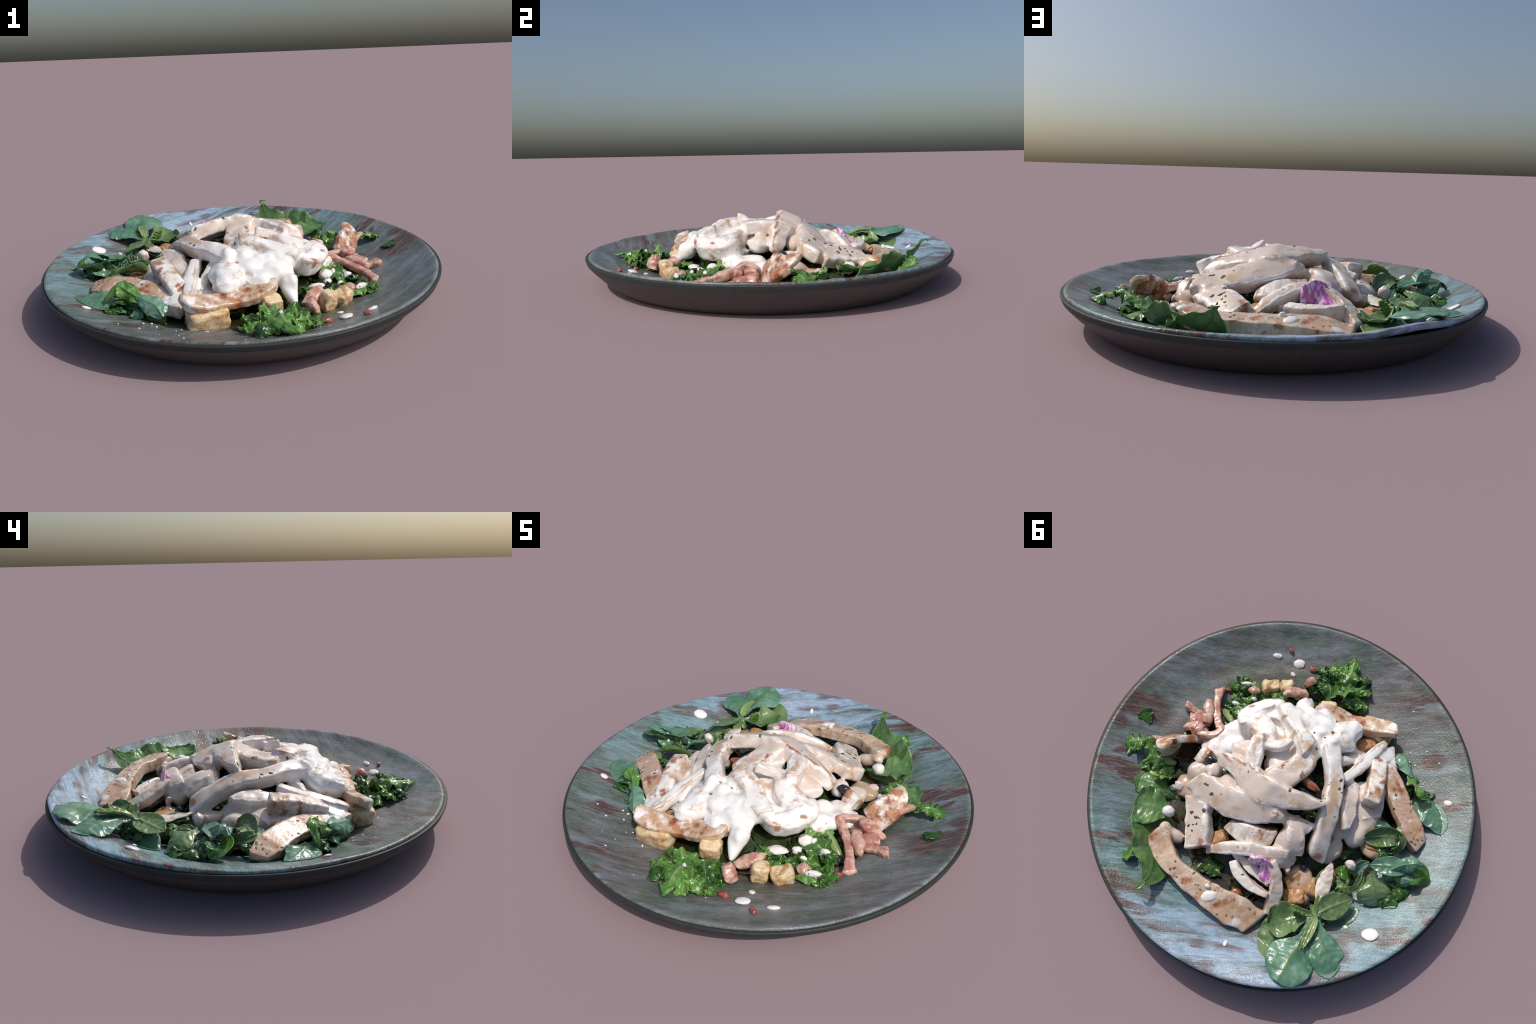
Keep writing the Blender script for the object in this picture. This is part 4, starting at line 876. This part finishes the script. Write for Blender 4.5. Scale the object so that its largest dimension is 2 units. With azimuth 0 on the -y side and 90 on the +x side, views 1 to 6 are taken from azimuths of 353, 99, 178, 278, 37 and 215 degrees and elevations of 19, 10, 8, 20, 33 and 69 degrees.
def build_bed(salad):
    """Added dark filler mound and leaf scraps, and the vinaigrette, under everything."""
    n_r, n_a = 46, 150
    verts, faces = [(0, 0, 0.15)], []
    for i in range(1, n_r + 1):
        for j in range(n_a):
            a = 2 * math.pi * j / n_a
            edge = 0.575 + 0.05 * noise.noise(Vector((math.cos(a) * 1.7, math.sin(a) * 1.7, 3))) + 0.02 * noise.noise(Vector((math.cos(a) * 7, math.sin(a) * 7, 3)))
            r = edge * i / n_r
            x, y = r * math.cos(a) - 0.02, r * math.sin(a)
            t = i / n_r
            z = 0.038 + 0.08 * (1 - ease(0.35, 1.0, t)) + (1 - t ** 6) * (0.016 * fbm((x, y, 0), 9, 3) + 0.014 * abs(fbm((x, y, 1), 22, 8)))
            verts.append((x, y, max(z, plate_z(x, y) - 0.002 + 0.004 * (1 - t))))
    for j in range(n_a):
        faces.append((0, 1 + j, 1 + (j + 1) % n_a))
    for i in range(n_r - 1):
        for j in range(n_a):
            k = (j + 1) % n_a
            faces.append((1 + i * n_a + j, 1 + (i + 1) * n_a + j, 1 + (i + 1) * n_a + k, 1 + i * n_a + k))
    bed = link("filler_mound", mesh_from(verts, faces), salad, [M["bed"]])  # added mound that closes the heap from below and keeps gaps dark
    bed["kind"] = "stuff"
    # vinaigrette film
    ring = []
    verts, faces = [(0, 0, 0.041)], []
    for j in range(160):
        a = 2 * math.pi * j / 160
        d = Vector((math.cos(a), math.sin(a), 0))
        r = 0.59 + 0.035 * noise.noise(d * 1.6 + Vector((0, 0, 9))) + 0.025 * noise.noise(d * 6)
        if d.x * -0.8 + d.y * 0.5 > 0.3:
            r += 0.03
        for q, dz in ((0.55, 0.044), (r, None), (r + 0.012, -1)):
            x, y = d.x * q, d.y * q
            verts.append((x, y, dz if dz and dz > 0 else plate_z(x, y) + (0.0035 if dz is None else -0.002)))
    for j in range(160):
        k = (j + 1) % 160
        faces.append((0, 1 + j * 3, 1 + k * 3))
        for s in range(2):
            faces.append((1 + j * 3 + s, 2 + j * 3 + s, 2 + k * 3 + s, 1 + k * 3 + s))
    link("vinaigrette", mesh_from(verts, faces), salad, [M["pool"]])
    # added leaf scraps filling the well, most coloured dark as shade in the gaps
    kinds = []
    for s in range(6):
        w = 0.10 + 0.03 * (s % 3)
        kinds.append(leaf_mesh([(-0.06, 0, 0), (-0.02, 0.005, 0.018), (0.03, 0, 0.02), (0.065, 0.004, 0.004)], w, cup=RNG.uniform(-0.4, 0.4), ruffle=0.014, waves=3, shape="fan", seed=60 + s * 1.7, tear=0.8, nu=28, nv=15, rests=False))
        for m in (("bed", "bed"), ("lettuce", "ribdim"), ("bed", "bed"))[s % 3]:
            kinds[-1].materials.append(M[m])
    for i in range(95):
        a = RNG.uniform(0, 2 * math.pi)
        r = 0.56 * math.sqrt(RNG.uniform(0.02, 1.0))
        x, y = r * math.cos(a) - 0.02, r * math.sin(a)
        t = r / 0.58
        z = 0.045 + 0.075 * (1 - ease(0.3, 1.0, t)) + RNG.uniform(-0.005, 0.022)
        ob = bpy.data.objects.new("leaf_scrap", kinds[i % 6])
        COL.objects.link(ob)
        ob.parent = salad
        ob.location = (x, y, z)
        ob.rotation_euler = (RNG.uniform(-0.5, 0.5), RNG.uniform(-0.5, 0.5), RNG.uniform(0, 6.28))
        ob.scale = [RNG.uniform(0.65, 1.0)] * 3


# ------------------------------------------------------------------ small pieces
def rounded_box(center, size, rot, seed, lump=0.0065, sub=12, power=5.5):
    """A cube with soft edges and a crumbly surface."""
    bm = bmesh.new()
    bmesh.ops.create_cube(bm, size=2.0)
    bmesh.ops.subdivide_edges(bm, edges=bm.edges[:], cuts=sub, use_grid_fill=True)
    R = Matrix.Rotation(rot[2], 3, "Z") @ Matrix.Rotation(rot[1], 3, "Y") @ Matrix.Rotation(rot[0], 3, "X")
    vs = []
    for v in bm.verts:
        d = v.co
        k = 1 / (abs(d.x) ** power + abs(d.y) ** power + abs(d.z) ** power) ** (1 / power)
        q = Vector((d.x * k * size[0] / 2, d.y * k * size[1] / 2, d.z * k * size[2] / 2))
        q += d.normalized() * lump * (fbm(q, 22, seed) + 0.5 * fbm(q, 60, seed))
        vs.append(R @ q + Vector(center))
    fs = [tuple(v.index for v in f.verts) for f in bm.faces]
    bm.free()
    return vs, fs


CROUTONS = [  # centre, size, rotation, material
    ((-0.215, -0.575, 0.095), (0.185, 0.125, 0.095), (0.1, 0, 0.15), "crouton"),
    ((0.415, -0.452, 0.080), (0.095, 0.075, 0.075), (0.15, -0.1, 0.75), "crouton"),
    ((0.330, -0.500, 0.090), (0.075, 0.075, 0.095), (0.1, 0.15, 0.55), "crouton"),
    ((0.07, -0.52, 0.105), (0.10, 0.08, 0.08), (0.2, 0.1, 0.4), "crouton"),
    ((-0.385, 0.415, 0.080), (0.11, 0.085, 0.075), (0.2, 0.3, 0.6), "crouton2"),
    ((-0.445, 0.325, 0.085), (0.10, 0.10, 0.09), (0.2, -0.2, 0.2), "crouton2"),
    ((-0.34, 0.355, 0.080), (0.09, 0.09, 0.08), (-0.3, 0.2, 0.9), "crouton2"),
    ((0.10, 0.415, 0.115), (0.10, 0.07, 0.06), (0.2, 0.3, 0.9), "crouton2"),
    ((-0.22, -0.47, 0.10), (0.11, 0.08, 0.07), (0.2, 0.1, 0.9), "crouton2"),
    ((-0.55, -0.03, 0.085), (0.10, 0.07, 0.06), (0.2, 0.1, 0.3), "crouton2"),
]

HAM = [  # upper-side points (x, y, z, width), thickness
    ([(0.645, -0.280, 0.092, 0.062), (0.605, -0.215, 0.112, 0.050), (0.551, -0.14, 0.132, 0.050), (0.50, -0.09, 0.150, 0.052), (0.458, -0.062, 0.158, 0.050), (0.475, -0.015, 0.155, 0.045), (0.53, 0.018, 0.146, 0.048), (0.565, 0.02, 0.135, 0.03)], 0.04),
    ([(0.725, -0.082, 0.110, 0.040), (0.67, -0.083, 0.106, 0.048), (0.60, -0.085, 0.10, 0.056), (0.55, -0.06, 0.10, 0.05)], 0.042),
    ([(0.655, -0.030, 0.116, 0.05), (0.61, -0.055, 0.116, 0.06), (0.56, -0.085, 0.11, 0.056)], 0.045),
    ([(0.665, 0.022, 0.080, 0.044), (0.635, 0.010, 0.118, 0.062), (0.59, -0.005, 0.136, 0.066), (0.54, 0.0, 0.130, 0.05)], 0.042),
    ([(0.632, -0.175, 0.125, 0.04), (0.605, -0.14, 0.135, 0.058), (0.57, -0.10, 0.142, 0.055), (0.545, -0.05, 0.125, 0.045)], 0.045),
    ([(0.245, -0.602, 0.160, 0.045), (0.262, -0.605, 0.125, 0.065), (0.278, -0.600, 0.080, 0.05)], 0.036),
    ([(0.225, -0.545, 0.105, 0.045), (0.26, -0.515, 0.132, 0.058), (0.295, -0.48, 0.152, 0.055), (0.325, -0.45, 0.145, 0.045)], 0.045),
    ([(0.45, -0.40, 0.095, 0.03), (0.48, -0.385, 0.105, 0.042), (0.505, -0.375, 0.095, 0.025)], 0.035),
    ([(0.605, 0.02, 0.150, 0.03), (0.575, -0.005, 0.154, 0.06), (0.545, 0.015, 0.152, 0.055), (0.52, 0.035, 0.132, 0.04)], 0.04),
    ([(0.50, 0.03, 0.10, 0.07), (0.56, 0.0, 0.095, 0.10), (0.61, -0.03, 0.075, 0.08)], 0.05),
]


def build_bits(salad):
    for i, (c, s, r, m) in enumerate(CROUTONS):
        v, f = rounded_box(c, s, r, i * 4.7)
        link("crouton", mesh_from(v, f), salad, [M[m]])
    for i, (pts, h) in enumerate(HAM):
        v, f = loft(rows_of(pts, (0.2, -0.2)), h, 0.015, 90 + i * 3, 3.6, 56, 28)
        link("ham_strip", mesh_from(v, f), salad, [M["ham"]])
    # radicchio wedge in its fold
    rows = [(-0.105, 0.425, 0.200, 0.07, -0.25, 0.95, 1), (-0.135, 0.415, 0.208, 0.085, -0.3, 0.95, 1), (-0.170, 0.402, 0.208, 0.125, -0.4, 0.9, 1), (-0.200, 0.418, 0.198, 0.115, -0.5, 0.9, 1), (-0.225, 0.435, 0.180, 0.08, -0.6, 0.8, 1), (-0.250, 0.455, 0.165, 0.04, -0.6, 0.8, 1)]
    rows = [(x, y, z, w, nx * 6, ny * 6, g) for x, y, z, w, nx, ny, g in rows]
    v, f = loft(rows, 0.022, 0.010, 121, 3.0, 64, 40)
    link("radicchio", mesh_from(v, f), salad, [M["radicchio"]])
    for i, (c, r, rot) in enumerate([((0.375, 0.120, 0.180), (0.034, 0.026, 0.026), 0.5), ((0.55, -0.21, 0.065), (0.022, 0.02, 0.018), 0), ((-0.10, 0.06, 0.24), (0.05, 0.02, 0.02), 0), ((-0.335, 0.275, 0.125), (0.018, 0.02, 0.018), 0), ((-0.13, -0.02, 0.22), (0.06, 0.022, 0.02), 1)]):
        v, f = blob(c, r, 0.2, i * 3.3, 3)
        link("olive", mesh_from(v, f), salad, [M["olive"]])
    for i, (c, r) in enumerate([((-0.145, 0.572, 0.125), (0.03, 0.02, 0.02)), ((-0.185, 0.60, 0.115), (0.045, 0.015, 0.018)), ((-0.13, -0.06, 0.24), (0.06, 0.02, 0.025)), ((0.10, 0.445, 0.10), (0.05, 0.035, 0.02)), ((-0.48, 0.235, 0.07), (0.06, 0.05, 0.025)), ((0.16, 0.19, 0.24), (0.03, 0.02, 0.02))]):
        v, f = blob(c, r, 0.4, 30 + i * 3.3, 3)
        link("toasted_bit", mesh_from(v, f), salad, [M["walnut"]])
    for i, (x, y, a, b, rot) in enumerate([(0.288, -0.689, 0.026, 0.014, 0.3), (0.455, -0.705, 0.018, 0.012, -0.4), (0.60, -0.30, 0.02, 0.01, 0.5)]):
        v, f = blob((0, 0, 0), (a, b, 0.012), 0.25, i * 5, 3)
        R = Matrix.Rotation(rot, 3, "Z")
        z = plate_z(x, y) + 0.006
        link("red_bit", mesh_from([R @ q + Vector((x, y, z)) for q in v], f), salad, [M["berry"]])
    for i, (c, r) in enumerate([((-0.518, 0.136, 0.160), (0.028, 0.022, 0.034)), ((0.44, 0.31, 0.11), (0.03, 0.025, 0.02))]):
        v, f = blob(c, r, 0.25, 50 + i * 3.3, 3)
        link("onion_piece", mesh_from(v, f), salad, [M["onion"]])
    # drops of dressing on the plate and on the food: x, y, radius along, radius across, turn, height, z or None
    drops = [(0.372, -0.67, 0.034, 0.025, 0.6, 0.012, None), (0.50, -0.635, 0.028, 0.014, 0.5, 0.009, None), (-0.74, -0.439, 0.020, 0.016, 0.2, 0.008, None),
             (-0.779, 0.351, 0.040, 0.030, 0.5, 0.009, None), (-0.665, 0.385, 0.012, 0.010, 0, 0.006, None), (-0.40, 0.86, 0.035, 0.014, -0.3, 0.006, None),
             (-0.25, 0.79, 0.01, 0.016, 0.3, 0.006, None), (0.365, -0.60, 0.016, 0.012, 0, 0.006, None), (0.39, 0.455, 0.034, 0.030, 0.2, 0.032, 0.125),
             (-0.055, 0.664, 0.048, 0.030, 0.9, 0.02, 0.148), (-0.656, -0.105, 0.012, 0.02, 0.4, 0.012, 0.138), (-0.70, 0.0, 0.008, 0.008, 0, 0.008, 0.20),
             ]
    for i in range(26):
        a = RNG.uniform(-2.6, -1.2)
        r = RNG.uniform(0.66, 0.86)
        q = RNG.uniform(0.0025, 0.006)
        drops.append((r * math.cos(a), r * math.sin(a), q, q * RNG.uniform(0.7, 1), RNG.uniform(0, 3), q * 0.6, None))
    for i, (x, y, a, b, rot, h, z) in enumerate(drops):
        v, f = blob((0, 0, 0), (a, b, h), 0.16, 70 + i * 1.9, 3)
        R = Matrix.Rotation(rot, 3, "Z")
        z = z if z else plate_z(x, y) + h * 0.35
        e = 0.01
        sx, sy = ((plate_z(x + e, y) - plate_z(x - e, y)) / (2 * e), (plate_z(x, y + e) - plate_z(x, y - e)) / (2 * e)) if h < 0.015 else (0, 0)
        out = []
        for q in v:
            w = R @ q
            out.append(Vector((x + w.x, y + w.y, z + w.z + sx * w.x + sy * w.y)))
        link("dressing_drop", mesh_from(out, f), salad, [M["drop"]])


def build_herbs(salad):
    """Chopped herb flakes lying on the strips."""
    bpy.context.view_layer.update()
    parts = [o for o in salad.children if o.name.startswith(("chicken", "cream_dressing"))]
    vs, fs = join_soup([([v.co[:] for v in o.data.vertices], [tuple(p.vertices) for p in o.data.polygons]) for o in parts])
    tree = BVHTree.FromPolygons(vs, fs)
    flake = mesh_from(*blob((0, 0, 0), (0.010, 0.0065, 0.0018), 0.55, 5.0, 3))
    flake.materials.append(M["herb"])
    spots = []
    for cx, cy, spread, n in [(0.02, 0.63, 0.05, 14), (-0.15, 0.66, 0.07, 12), (0.14, 0.65, 0.05, 6), (-0.52, -0.29, 0.05, 9), (-0.62, -0.22, 0.05, 9), (-0.71, -0.18, 0.03, 6), (-0.25, -0.12, 0.03, 7), (-0.27, -0.04, 0.03, 5),
                              (0.18, 0.28, 0.05, 5), (0.28, 0.26, 0.06, 4), (0.22, 0.42, 0.04, 6), (0.0, -0.28, 0.04, 4), (0.0, 0.1, 0.1, 5), (-0.1, -0.45, 0.06, 3)]:
        spots += [(RNG.gauss(cx, spread), RNG.gauss(cy, spread)) for _ in range(int(n * (1.7 if abs(cx) + abs(cy) > 0.6 else 0.8)))]
    for x, y in spots:
        hit = tree.ray_cast(Vector((x, y, 1)), Vector((0, 0, -1)))
        if hit[0] is None:
            continue
        ob = bpy.data.objects.new("herb_flake", flake)
        COL.objects.link(ob)
        ob.parent = salad
        q = hit[1].to_track_quat("Z", "Y")
        ob.rotation_mode = "QUATERNION"
        from mathutils import Quaternion
        ob.rotation_quaternion = q @ Quaternion((0, 0, 1), RNG.uniform(0, 6.28))
        ob.location = hit[0] + hit[1] * 0.001
        s = RNG.uniform(0.3, 1.05)
        ob.scale = (s, s * RNG.uniform(0.6, 1.3), s)


def surface_tree(salad, prefixes):
    bpy.context.view_layer.update()
    soup = []
    for o in salad.children:
        if o.name.startswith(prefixes):
            mw = o.matrix_world
            soup.append(([mw @ v.co for v in o.data.vertices], [tuple(p.vertices) for p in o.data.polygons]))
    vs, fs = join_soup(soup)
    return BVHTree.FromPolygons(vs, fs)


SPLASHES = [  # dressing lying on the greens
    (0.315, -0.355, 0.060, 0.032, 0.5), (0.385, -0.30, 0.03, 0.022, 0.9),
    (0.525, -0.385, 0.045, 0.014, 0.5), (0.50, -0.245, 0.030, 0.014, 0.3), (0.44, -0.33, 0.022, 0.012, 0.4), (0.43, -0.23, 0.020, 0.012, 1.2),
    (0.475, 0.33, 0.03, 0.018, 0.4), (-0.02, 0.635, 0.02, 0.012, 0.3), (-0.645, 0.10, 0.010, 0.006, 0.2), (-0.715, 0.01, 0.012, 0.009, 0.2), (0.085, -0.70, 0.012, 0.009, 0), (-0.48, 0.37, 0.04, 0.012, 2.1),
]


def build_patches(salad):
    tree = surface_tree(salad, ("chicken", "cream_dressing", "lettuce", "leaf", "lambs"))
    for i, (x, y, a, b, turn) in enumerate(SPLASHES):
        hits = [tree.ray_cast(Vector((x + dx * a * 0.5, y + dy * a * 0.5, 1)), Vector((0, 0, -1)))[0] for dx, dy in ((0, 0), (1, 0), (-1, 0), (0, 1), (0, -1))]
        zs = sorted(h.z for h in hits if h is not None)
        if not zs:
            continue
        v, f = blob((0, 0, 0), (a * 0.8, b * 0.9, 0.016), 0.16, 50 + i * 1.9, 4)
        R = Matrix.Rotation(turn, 3, "Z")
        z = zs[len(zs) // 2] - 0.001
        drop = link("dressing_splash", mesh_from([R @ q + Vector((x, y, z - 1.1 * q.length_squared)) for q in v], f), salad, [M["drop"]])


# ------------------------------------------------------------------ build
make_materials()
build_plate()
salad = empty("chicken_salad", "heaped chicken salad with cream dressing, lettuce, croutons and ham", "salad")
build_bed(salad)
build_strips(salad)
build_leaves(salad)
build_bits(salad)
build_patches(salad)
build_herbs(salad)
bpy.context.view_layer.update()
